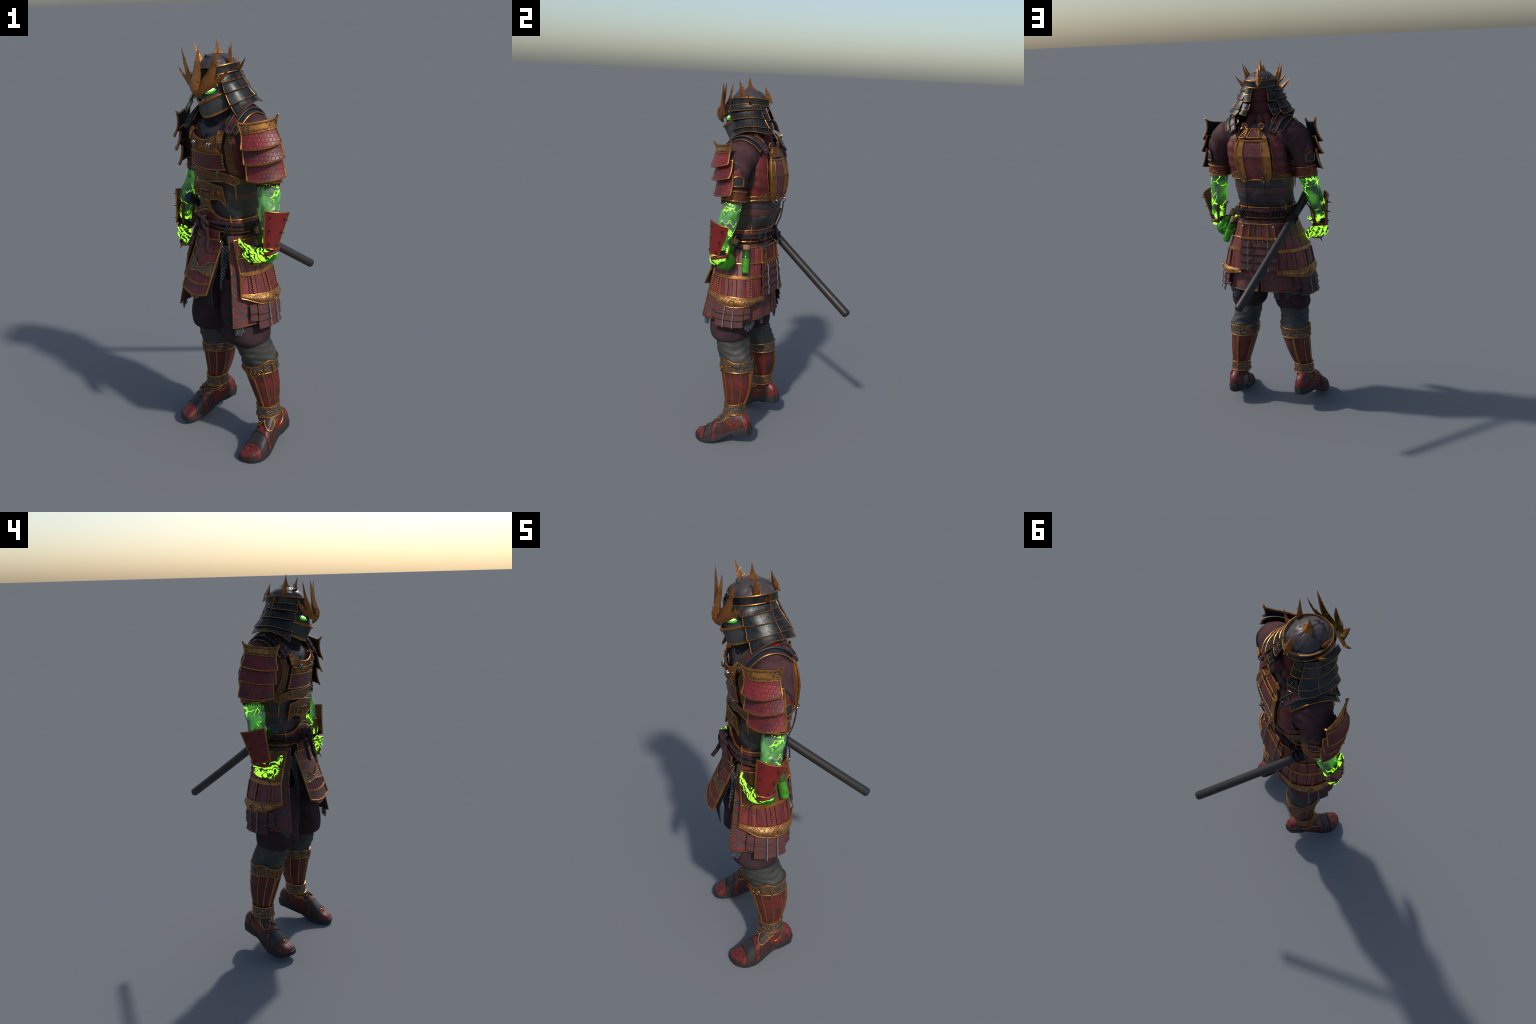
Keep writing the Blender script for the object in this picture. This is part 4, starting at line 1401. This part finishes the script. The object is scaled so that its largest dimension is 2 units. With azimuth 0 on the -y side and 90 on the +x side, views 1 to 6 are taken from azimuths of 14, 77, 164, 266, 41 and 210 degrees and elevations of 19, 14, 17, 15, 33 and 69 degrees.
# greave
GR = [(.205, .050, .185, .046, .050), (.200, .047, .24, .048, .054), (.189, .050, .29, .057, .068), (.177, .047, .35, .067, .080), (.165, .039, .41, .075, .086), (.160, .034, .45, .079, .086)]
def gre(th, z, off=0.0):
    r = [np.interp(z, [q[2] for q in GR], [q[k] for q in GR]) for k in (0, 1, 3, 4)]
    return V(r[0] + (r[2] + off) * sin(th), r[1] - (r[3] + off) * cos(th), z)
b = B().add(loft([[gre(2 * pi * k / 36, .150 + .290 * j / 16) for k in range(36)][::1] for j in range(17)]), 'greave')
grv = lboth(b, 'greave', angle=60)
b = B()
for th, r in ((-.15, .0042), (.42, .0052), (1.05, .0038), (1.62, .0034), (2.3, .003), (3.14, .0085), (-.75, .0038), (-1.4, .0034), (-2.2, .003)):
    b.add(tube([gre(th * (1 - .04 * j / 8), .215 + .21 * j / 8, .001) for j in range(9)], r, 6), 'gold')
lboth(b, 'greave_rib', grv)
# knee band with pointed front plate and raised outer clasp
def kband(th, v, off=0.0):
    c = cos(th)
    hi = .478 + .008 * c * -1 + .018 * math.exp(-((abs(th - 1.35)) / .35) ** 2) - .010 * math.exp(-((th - .35) / .5) ** 2)
    lo = .428 - .026 * math.exp(-((th - .35) / .32) ** 2)
    z = hi * (1 - v) + lo * v
    return gre(th, min(z, .45), .006 + off) * V(1, 1, 0) + V(0, 0, z)
def kb(u, v):
    return kband(-pi + 2 * pi * u, v)
b = B().add(grid(kb, 64, 6, .005, (.16, .034, float('nan')), closed=True), 'patina')
knee = lboth(b, 'knee_band', legs)
b = B()
for v in (0, 1):
    b.add(tube([kb(i / 64, v) for i in range(64)], .0036, 6, closed=True), 'gold')
for th in (1.12, .35, -1.0):
    b.add(tube([kband(th, v, .001) for v in (0, .5, 1)], .0034, 6), 'gold')
for th, v, R in ((.88, .72, .011), (1.62, .3, .008), (-.5, .7, .009)):
    c = kband(th, v, .003)
    b.add(ringmesh(c, R, .0028, (sin(th), -cos(th), 0), 14, 6), 'gold')
    b.add(ball(c, .004, 8, 6), 'gold')
b.add(tube([kband(1.62, .35, .005), kband(1.62, .75, .006), kband(1.62, 1.1, .005)], [.004, .003, .006], 6), 'gold')
# raised scroll on the front
for k in range(3):
    t0 = .12 + .25 * k
    b.add(tube([kband(t0 + .10 * cos(q * .6) * (1 - q / 16), .42 + .28 * sin(q * .6) * (1 - q / 16), .004) for q in range(14)], .0024, 5), 'gold')
lboth(b, 'knee_band_ornament', knee)
# ankle band
def ank(th, v, off=0.0):
    z = .240 - .056 * v - .006 * cos(th)
    r = .054 + .004 * v + off
    return V(.203 + r * sin(th), .045 - (r + .004) * cos(th), z)
def ab(u, v):
    return ank(-pi + 2 * pi * u, v)
b = B().add(grid(ab, 48, 5, .012, (.203, .045, float('nan')), closed=True), 'patina')
ankle = lboth(b, 'ankle_band', legs)
b = B()
for v in (.02, .98):
    b.add(tube([ab(i / 48, v) for i in range(48)], .0046, 6, closed=True), 'gold')
b.add(tube([ank(-1.5 + 3.0 * i / 16, 1.12 + .22 * cos(-1.5 + 3.0 * i / 16), -.008) for i in range(17)], .004, 6), 'gold')
b.add(tube([ank(-1.3 + 2.6 * i / 16, 1.22 + .34 * cos(-1.3 + 2.6 * i / 16), -.009) for i in range(17)], .0035, 6), 'gold')
for th in (.75, 1.0, 1.25, -.8, -1.1):
    b.add(ball(ank(th, .5, .001), .004, 8, 6), 'gold')
lboth(b, 'ankle_band_ornament', ankle)

# feet -----------------------------------------------------------------------
HEEL, TOE = V(.200, .156, 0), V(.252, -.165, 0)
FD = (TOE - HEEL) / np.linalg.norm(TOE - HEEL)
FS = V(-FD[1], FD[0], 0)            # towards its left
FL = np.linalg.norm(TOE - HEEL)
FS_S = [0, .006, .018, .05, .09, .13, .17, .21, .25, .28, .305, .321, FL]
FS_W = [.008, .022, .034, .041, .042, .043, .047, .053, .056, .054, .044, .030, .010]
FS_H = [.135, .150, .172, .192, .202, .196, .164, .126, .090, .064, .052, .042, .030]   # top of the upper
FS_Z = [.092, .092, .091, .088, .076, .054, .028, .008, .002, .001, .003, .006, .008]   # underside: the heel is lifted
FS_C = [0, 0, 0, .001, .003, .006, .010, .013, .012, .008, .003, 0, -.002]
def foot_pt(s, a, off=0.0):
    """a from 0 (outer sole) over the top (pi/2) to pi (inner sole)"""
    w, h, c, z0 = [np.interp(s, FS_S, q) for q in (FS_W, FS_H, FS_C, FS_Z)]
    z0 += .016
    w += off; h += off
    ca, sa = cos(a), sin(a)
    x = w * math.copysign(abs(ca) ** .8, ca)
    z = z0 + (h - z0) * max(0, sa) ** (.75 if s < .2 else .62)
    p = HEEL + FD * s + FS * (c + x)
    return V(p[0], p[1], z)
def foot_part(s0, s1, n, mat, off=0.0):
    rings = []
    for j in range(n + 1):
        s = s0 + (s1 - s0) * j / n
        rings.append([foot_pt(s, pi * k / 18, off) for k in range(19)])
    v, f = loft(rings)
    return [q for q in v], [tuple(x[::-1]) for x in f]
b = B().add(foot_part(.165, .262, 10, 'vamp'), 'vamp')
shoes = lboth(b, 'shoe', angle=60)
lboth(B().add(foot_part(.260, FL, 10, 'redboot', .0012), 'redboot'), 'toe_cap', shoes, angle=60)
lboth(B().add(foot_part(.0, .085, 8, 'redboot'), 'redboot'), 'heel_counter', shoes, angle=60)
lboth(B().add(foot_part(.083, .168, 8, 'redboot', .001), 'greave'), 'shoe_side', shoes, angle=60)
lboth(B().add(foot_part(.186, .214, 4, 'redboot', .0016), 'redboot'), 'shoe_strap', shoes, angle=60)
lboth(B().add(foot_part(.050, .064, 3, 'vamp', .0022), 'vamp'), 'heel_strap', shoes, angle=60)
# scalloped instep flap with gilt border
def flapf(u, v):
    a = .22 * pi + .56 * pi * u
    sc = abs(sin(2 * pi * u)) ** .6
    s = .116 + v * (.056 + .022 * sc)
    return foot_pt(s, a, .007)
b = B().add(grid(flapf, 24, 8, .004, HEEL + FD * .15), 'vamp')
fl = lboth(b, 'instep_flap', shoes)
b = B().add(tube([flapf(i / 32, 1) for i in range(33)], .0038, 6), 'gold')
for u in (0, 1):
    b.add(tube([flapf(u, i / 8) for i in range(9)], .0035, 6), 'gold')
for u in (.25, .75):
    b.add(ball(flapf(u, .8), .0055, 8, 6), 'gold')
b.add(ringmesh(foot_pt(.268, pi / 2, .003), .008, .0022, (FD[0] * .3, FD[1] * .3, 1), 12, 5), 'gold')
for m in (0, 1):
    U = [(.100 + .036 * cos(pi * i / 14), .95 - .66 * sin(pi * i / 14) ** .8) for i in range(15)]
    b.add(tube([foot_pt(q, (pi - a) if m else a, .004) for q, a in U], .003, 6), 'gold')
    b.add(tube([foot_pt(.136 + .012 * i / 6, (pi - .95 + .35 * i / 6) if m else .95 - .35 * i / 6, .006) for i in range(7)], .005, 6), 'gold')
for q in (.05,):
    b.add(tube([foot_pt(.262 + .055 * i / 6, pi / 2 + q * (1 + i / 8), .0015) for i in range(7)], .0012, 4), 'sole')
for q in (.262, .214, .188):
    b.add(tube([foot_pt(q, .05 + (pi - .1) * i / 20, .0022) for i in range(21)], .0016, 5), 'sole')
lboth(b, 'instep_flap_trim', fl)
# sole with heel block and raised arch
def sole_ring(z, o, zoff):
    r = []
    N = 30
    for k in range(2 * N):
        q, sg = (k / (N - 1), 1) if k < N else ((2 * N - 1 - k) / (N - 1), -1)
        s = FL * (1 - cos(pi * q)) / 2
        w, c = np.interp(s, FS_S, FS_W), np.interp(s, FS_S, FS_C)
        ex = o if 0 < k % N < N - 1 else o
        arch = np.interp(s, FS_S, FS_Z)
        blk = np.interp(s, [0, .085, .105, FL], [.020, .016, 0, 0])
        fd = -o if s == 0 else (o if s >= FL - 1e-6 else 0)
        p = HEEL + FD * (s + fd) + FS * (c + sg * (w + o))
        r.append((p[0], p[1], z + arch - blk * zoff))
    return r
b = B()
v, f = loft([sole_ring(.001, .0, 1), sole_ring(.003, .004, 1), sole_ring(.016, .005, 0), sole_ring(.024, .002, 0)])
v = np.array(v); 
b.add(([tuple(q) for q in v], [q[::-1] for q in f]), 'sole')
lboth(b, 'sole', shoes)

def swing(b, side):
    out = []
    for x, y, z in b.v:
        k = max(0, min(1, (.10 - y) / .16)) * max(0, min(1, (1.11 - z) / .15))
        out.append((x - .022 * k, y, z) if side else (x, y, z))
    b.v = out
    return b
def sboth(b, name, parent=None, **kw):
    p = parent if isinstance(parent, tuple) else (parent, parent)
    m = swing(b.mirror(), 1)
    return build(b, name, p[0], **kw), build(m, name, p[1], **kw)
# ------------------------------------------------------------------ skirt of lacquered planks
SZ = [.70, .85, .96, 1.03, 1.12]
SK = {1.12: [(.147, -.094), (.168, -.045), (.169, .015), (.142, .076), (.088, .121)],
      1.03: [(.172, -.097), (.195, -.045), (.197, .020), (.165, .090), (.098, .133)],
      .96: [(.193, -.099), (.217, -.045), (.220, .025), (.184, .099), (.107, .138)],
      .85: [(.208, -.111), (.238, -.045), (.244, .035), (.202, .112), (.107, .148)],
      .70: [(.222, -.124), (.262, -.055), (.268, .035), (.222, .116), (.108, .154)]}
def skirt(s, z, off=0.0):
    zz = min(max(z, SZ[0]), SZ[-1])
    for i in range(4):
        if zz <= SZ[i + 1]:
            break
    t = (zz - SZ[i]) / (SZ[i + 1] - SZ[i])
    p = catmull(SK[SZ[i]], s) * (1 - t) + catmull(SK[SZ[i + 1]], s) * t
    q = catmull(SK[SZ[i]], s + .01 if s < .99 else s) - catmull(SK[SZ[i]], s - .01 if s > .01 else s)
    n = V(q[1], -q[0]); n /= np.linalg.norm(n)
    p = p + n * off
    return V(p[0], p[1], z)
rows = [(1.112, 1.034, 7, .002), (1.030, .962, 7, .0), (.955, .852, 7, .0)]
skp = None
for ri, (z1, z0, N, o) in enumerate(rows):
    for k in range(N):
        def P(u, v, k=k, N=N, z1=z1, z0=z0, o=o):
            s = (k + .03 + .94 * u) / N
            return skirt(s, z1 + (z0 - z1) * v, o + .003 * sin(pi * u) + (.003 if ri else 0) * v)
        pr = sboth(B().add(grid(P, 5, 5, .006, (0, .02, float('nan'))), 'plank'), 'skirt' if skp is None else 'skirt_plank', skp)
        if skp is None:
            skp = pr
# gilt rails between the rows and up the front edge
b = B()
for z, r, o in ((1.114, .0042, .004), (1.032, .0048, .006)):
    b.add(tube([skirt(i / 40, z, o) for i in range(41)], r, 6), 'gold')
b.add(tube([skirt(0, 1.114 - .26 * i / 12, .004) for i in range(13)], .0045, 6), 'gold')
b.add(tube([skirt(1, 1.114 - .085 * i / 6, .004) for i in range(7)], .004, 6), 'gold')
for z in (1.03, .96):
    b.add(ball(skirt(.035, z, .008), .007, 8, 6), 'gold')
sboth(b, 'skirt_rail', skp)
b = B().add(grid(lambda u, v: skirt(u * .985, .970 - .017 * v, .0075), 36, 3, .005, (0, .02, float('nan'))), 'gold')
sboth(b, 'skirt_gilt_belt', skp)
def hem(u, v):
    s = u
    top = .868 - .018 * u
    d = np.interp(u, [0, .12, .3, .5, .65, .85, 1], [.016, .024, .046, .054, .050, .030, .016])
    return skirt(s, top - d * v, .010 + .012 * sin(pi * v) * sin(pi * u) ** .5)
b = B().add(grid(hem, 44, 8, .006, (0, .02, float('nan'))), 'ornbright')
hm = sboth(b, 'skirt_gilt_hem', skp)
b = B().add(tube(rimpath(hem, 'trbl', 36), .0032, 6, closed=True), 'gold')
c = hem(.52, .5)
b.add(ringmesh(c, .014, .003, (1, .1, 0), 16, 6), 'gold')
sboth(b, 'skirt_hem_trim', hm)
# studded cords on the lowest row
b = B()
for s in (.215, .5, .785):
    b.add(tube([skirt(s, .952 - .10 * i / 8, .007) for i in range(9)], .0032, 6), 'cord')
    for i in range(11):
        b.add(ball(skirt(s, .948 - .0093 * i, .010), (.0045, .0045, .0028), 6, 4), 'gold')
sboth(b, 'studded_cord', skp, stuff=True)

# hide strips hanging under the hem
def hang(s0, s1, z1, z0, o):
    def P(u, v):
        return skirt(s0 + (s1 - s0) * u, z1 + (z0 - z1) * v, o + .006 * v)
    return P
for s0, s1, rws in ((.26, .69, ((.815, .768, .006), (.774, .735, .003), (.740, .697, .000))), (.14, .25, ((.815, .775, .002), (.780, .738, .000))), (.70, .79, ((.812, .772, .002), (.778, .742, .000)))):
    for z1, z0, o in rws:
        P = hang(s0, s1, z1, z0, o)
        sboth(B().add(grid(P, 10, 4, .004, (0, .02, float('nan'))), 'lame'), 'hide_strip', skp)
        sboth(B().add(tube(rimpath(P, 'b'), .0016, 5), 'lame'), 'hide_strip_edge', skp)
b = B()
for s in (.42, .55):
    b.add(tube([skirt(s, .815 - .118 * i / 14, .016 + .004 * (i % 5) / 5) for i in range(15)], .0026, 5), 'greycord')
sboth(b, 'grey_cord', skp)

# patterned cloth skirt under the planks
APZ = [.70, .95, 1.135]
AP = {1.135: [(.118, -.101), (.158, -.050), (.160, .015), (.128, .078), (.068, .114), (.006, .120)],
      .95: [(.160, -.124), (.198, -.060), (.200, .020), (.166, .090), (.088, .128), (.008, .138)],
      .70: [(.205, -.160), (.238, -.075), (.240, .015), (.198, .104), (.106, .146), (.013, .160)]}
def apron(s, z, off=0.0):
    i = 0 if z <= .95 else 1
    t = (z - APZ[i]) / (APZ[i + 1] - APZ[i])
    p = catmull(AP[APZ[i]], s) * (1 - t) + catmull(AP[APZ[i + 1]], s) * t
    q = catmull(AP[APZ[i]], min(1, s + .01)) - catmull(AP[APZ[i]], max(0, s - .01))
    n = V(q[1], -q[0]); n /= np.linalg.norm(n)
    p = p + n * (off + .003 * sin(s * 26) * (1.13 - z) / .4)
    return V(p[0], p[1], z)
def apr(u, v):
    zb = .712 + .014 * u
    return apron(u, 1.13 + (zb - 1.13) * v)
b = B().add(grid(apr, 56, 26, .005, (0, .02, float('nan'))), 'floral')
apo = sboth(b, 'cloth_skirt', angle=60)
b = B().add(tube(rimpath(apr, 'rbl', 50), .0048, 6), 'ornband')
sboth(b, 'cloth_skirt_trim', apo)

# centre back: gilt frame of red panels, then wide hide strips
def bkp(x, z, off=0.0):
    k = 1 - (x / .13) ** 2
    y = np.interp(z, [.85, .95, 1.03, 1.115], [.150, .141, .132, .121])
    return V(x, y + .006 * k + off, z)
xs = [(-.088, -.055), (-.051, -.020), (-.017, .017), (.020, .051), (.055, .088)]
bpar = None
for x0, x1 in xs:
    def P(u, v, x0=x0, x1=x1):
        k = 1 + .13 * v
        return bkp((x0 + (x1 - x0) * u) * k, 1.108 - .074 * v, .003)
    o = build(B().add(grid(P, 4, 5, .006, (0, 0, float('nan'))), 'plank'), 'rear_panel', bpar)
    bpar = bpar or o
b = B()
b.add(tube([bkp(-.090 + .18 * i / 14, 1.112, .005) for i in range(15)], .0042, 6), 'gold')
for x in (-.091, -.053, .053, .091):
    b.add(tube([bkp(x * (1 + .13 * i / 6), 1.112 - .080 * i / 6, .006) for i in range(7)], .0042, 6), 'gold')
b.add(grid(lambda u, v: bkp((2 * u - 1) * .104, 1.040 - .014 * v, .010), 20, 2, .005, (0, 0, float('nan'))), 'gold')
for i in range(7):
    q = bkp(-.085 + .17 * i / 6, 1.030, .010)
    b.add(cone(q, q + V(0, .010, -.016), .0045, 5), 'gold')
for s in (-1, 1):
    b.add(ball(bkp(s * .104, 1.032, .008), .007, 8, 6), 'gold')
    b.add(cone(bkp(s * .112, .956, .004), bkp(s * .118, .972, .012), .005, 5), 'gold')
build(b, 'rear_frame', bpar)
for i, (z1, z0) in enumerate(((1.030, .985), (.990, .942), (.947, .898), (.903, .852))):
    w0, w1 = .103 + .004 * i, .106 + .004 * i
    def P(u, v, z1=z1, z0=z0, w0=w0, w1=w1):
        return bkp((2 * u - 1) * (w0 + (w1 - w0) * v), z1 + (z0 - z1) * v, .006 + .007 * v + .001 * sin(u * 19 + i))
    build(B().add(grid(P, 16, 4, .004, (0, 0, float('nan'))), 'lame'), 'rear_hide_strip', bpar)
b = B()
for s in (-1, 1):
    b.add(tube([bkp(s * (.058 + .004 * i / 10), 1.022 - .172 * i / 10, .016 + .002 * (i % 3)) for i in range(11)], .0028, 5), 'greycord')
build(b, 'grey_cord', bpar)

# front tasset: one long hanging plate with bands
TT = [V(-.091, -.112, 1.098), V(.091, -.112, 1.098), V(-.108, -.214, .860), V(.081, -.215, .860)]
def tas(u, v, off=0.0):
    p = (TT[0] * (1 - u) + TT[1] * u) * (1 - v) + (TT[2] * (1 - u) + TT[3] * u) * v
    s = 2 * u - 1
    n = V(0, -.92, -.39)
    return p + n * (.016 * (1 - s * s) + off) - V(0, 0, .010 * (1 - s * s) * v)
def tband(v0, v1, mat, name, par, nu=18, nv=6, off=0.0, th=.006, fl=0.0):
    def P(u, v):
        a = v0(u) if callable(v0) else v0
        c = v1(u) if callable(v1) else v1
        return tas(u, a + (c - a) * v, off + fl * abs(sin(u * 9 * pi)))
    return build(B().add(grid(P, nu, nv, th, (0, .1, float('nan'))), mat), name, par)
wv0 = lambda u: .40 + .10 * math.exp(-((u - .5) / .18) ** 2) - .03 * math.exp(-((u - .15) / .12) ** 2) - .03 * math.exp(-((u - .85) / .12) ** 2)
wv1 = lambda u: .60 - .035 * cos(2 * pi * (u - .5)) * 1.0 + .0
tset = tband(0.0, wv0, 'red', 'front_tasset', None, 24, 10)
tband(wv0, wv1, 'ornblue', 'tasset_ornate_band', tset, 24, 6, .002)
tband(wv1, .79, 'red', 'tasset_fluted_band', tset, 54, 6, 0, .005, .004)
tband(.79, 1.0, 'scaleF', 'tasset_scale_band', tset, 18, 6)
b = B().add(tube(rimpath(lambda u, v: tas(u, v, .001), 'trbl', 24), .0052, 6, closed=True), 'gold')
for fn, r in ((wv0, .003), (wv1, .0034), (lambda u: .175, .0022), (lambda u: .195, .0022), (lambda u: .78, .0022), (lambda u: .80, .0022)):
    b.add(tube([tas(i / 36, fn(i / 36), .004) for i in range(37)], r, 6), 'gold')
b.add(tube([tas(.06 + .88 * i / 12, -.035, .004) for i in range(13)], .005, 6), 'gold')
build(b, 'tasset_trim', tset)
def pend(u, v):
    s = 2 * u - 1
    p = tas(.5 + s * .30 * (1 - .25 * v), 1.0, -.004)
    return p + V(0, .004 * v, -.022 * v * (1 - s * s) ** .5)
b = B().add(grid(pend, 12, 4, .004, (0, .1, float('nan'))), 'ornblue')
b.add(tube([pend(i / 14, 1) for i in range(15)], .003, 6), 'gold')
build(b, 'tasset_pendant', tset)
# red flap of the belt above the tasset, black lining cloth behind it
def bflap(u, v):
    s = 2 * u - 1
    return V(s * (.086 - .004 * v), -.124 - .012 * (1 - s * s) - .002 * v, 1.150 - .042 * v - .006 * v * (1 - abs(s)))
b = B().add(grid(bflap, 14, 4, .005, (0, .1, float('nan'))), 'red')
b.add(tube(rimpath(bflap, 'rbl', 14), .0036, 6), 'gold')
build(b, 'belt_flap', belt)
def lining(u, v):
    s = 2 * u - 1
    end = .96 + .40 * max(0, abs(s) - .3) / .7
    w = v * end
    p = tas(.5 + .48 * s, min(w, .97), -.018)
    return p + V(0, .012 * w, -.24 * max(0, w - .97))
build(B().add(grid(lining, 16, 16, .003, (0, .1, float('nan'))), 'blackcloth'), 'tasset_lining', tset)

# ------------------------------------------------------------------ chain mail: linked rings
def mail(points, normal_of):
    b = B()
    for i, p in enumerate(points):
        n = normal_of(p)
        t = V(-n[1], n[0], 0)
        ax = n * .8 + t * (.6 if i % 2 else -.6) + V(0, 0, rng.uniform(-.3, .3))
        b.add(ringmesh(p + n * rng.uniform(-.002, .002), .0058, .0013, ax, 9, 4), 'chain')
    return b
for s in (-1, 1):
    pts = []
    for c in range(6):
        L = (22, 24, 19, 17, 12, 7)[c] if s > 0 else (16, 20, 24, 18, 12, 8)[c]
        for k in range(L):
            z = 1.080 - .0088 * k
            t = (1.1 - z) / .3
            pts.append(V(s * (.082 + .0085 * c + .010 * t), -.112 - .030 * t - .006 * sin(c), z - .004 * (c % 2)))
    build(mail(pts, lambda p: V(0, -1, 0)), 'chainmail', hips, stuff=True)
    pts = []
    for k in range(96):
        u = .03 + .94 * k / 95
        q = .9 + 1.6 * max(0, sin(u * 11 + s)) + 1.2 * max(0, sin(u * 27 + 2 + s))
        if not (u < .10 or .47 < u < .72 or .80 < u < .86):
            continue
        for j in range(int(1 + q * 1.7)):
            p = apron(u, .716, -.008)
            pts.append(V(s * p[0], p[1], .712 + .01 * u - .0088 * j - .004 * (k % 2)))
    def nn(p):
        d = V(p[0], p[1] - .02, 0)
        return d / np.linalg.norm(d)
    mb = mail(pts, nn)
    if s < 0:
        swing(mb, 1)
    build(mb, 'chainmail', apo[0 if s > 0 else 1], stuff=True)

# ------------------------------------------------------------------ flasks on the left hip
b = B()
c0, c1 = V(.172, .075, 1.118), V(.222, .096, .993)
ax = (c1 - c0) / np.linalg.norm(c1 - c0); L = np.linalg.norm(c1 - c0)
b.add(tube([c0 + ax * .012, c0 + ax * .02, c0 + ax * (L * .42)], [.014, .0195, .0205], 20), 'glassdark')
b.add(tube([c0 + ax * (L * .42), c0 + ax * (L - .008), c0 + ax * (L - .002), c0 + ax * L], [.0205, .0205, .018, .012], 20), 'liquid')
vial = build(b, 'potion_vial')
build(B().add(tube([c0 - ax * .016, c0 - ax * .013, c0 + ax * .010, c0 + ax * .013], [.015, .019, .0185, .014], 16), 'cork'), 'cork_stopper', vial)
build(B().add(tube(curve([c0 + ax * .016 + V(.02, 0, 0), c0 + ax * .016 + V(0, .02, 0), c0 + ax * .014 + V(-.02, 0, 0), c0 + ax * .014 + V(0, -.02, 0), c0 + ax * .016 + V(.02, 0, 0)], 16), .005, 6), 'blackcloth'), 'vial_strap', vial)
F0 = V(.262, -.002, 1.056)
fk = build(B().add(ball(F0, .052, 28, 18), 'glass'), 'round_flask')
nk = V(.196, .018, 1.150)
d = (nk - F0) / np.linalg.norm(nk - F0)
build(B().add(tube([F0 + d * .045, F0 + d * .062, F0 + d * .09], [.026, .017, .015], 16), 'glassdark'), 'flask_neck', fk)
build(B().add(tube([nk - d * .018, nk - d * .014, nk + d * .012, nk + d * .015], [.014, .018, .018, .014], 16), 'cork'), 'cork_stopper', fk)
b = B()
b.add(tube(curve([(.175, .06, 1.122), (.188, .030, 1.115), (.21, .02, 1.118), (.205, .00, 1.13), (.168, -.01, 1.14)], 16), .0065, 6), 'blackcloth')
build(b, 'flask_strap', fk)

# ------------------------------------------------------------------ empty scabbard through the belt at the right hip
S0, S1 = V(-.226, -.072, 1.248), V(-.045, .592, .775)
def sc(t, r):
    p = S0 * (1 - t) + S1 * t
    return p + V(0, 0, -.004 * sin(pi * t)), r
rows = [(0.0, .0215), (.004, .0275), (.02, .029), (.05, .0265), (.075, .0245), (.15, .0230), (.4, .0225), (.7, .0225), (.985, .023), (.996, .021), (1.0, .016)]
pts = [sc(t, r)[0] for t, r in rows]
b = B().add(tube(pts, [r for _, r in rows], 14), 'scabbard')
scab = build(b, 'scabbard', angle=50)
dd = (S1 - S0) / np.linalg.norm(S1 - S0)
b = B().add(tube([S0 - dd * .004, S0 - dd * .002, S0 + dd * .02], [.0285, .0295, .029], 20), 'black')
b.add(tube([S0 - dd * .0048, S0 - dd * .0044], [.022, .022], 20), 'cord')  # flat black disc drawn as the darkness inside the mouth; no hollow
build(b, 'scabbard_mouth', scab)
b = B()
for k in range(3):
    c = S0 + dd * (.175 + .018 * k)
    path = [c + .027 * (cos(a) * np.cross(dd, V(0, 0, 1)) + sin(a) * np.cross(dd, np.cross(dd, V(0, 0, 1)))) + dd * .006 * sin(a + k) for a in [2 * pi * q / 20 for q in range(21)]]
    b.add(rope(path, .0075, .03, 3, 6), 'rope')
b.add(rope(curve([S0 + dd * .18 + V(.02, 0, .02), (-.17, .03, 1.185), (-.165, .07, 1.17)], 12), .0085, .03, 3, 6), 'rope')
build(b, 'scabbard_rope', scab)
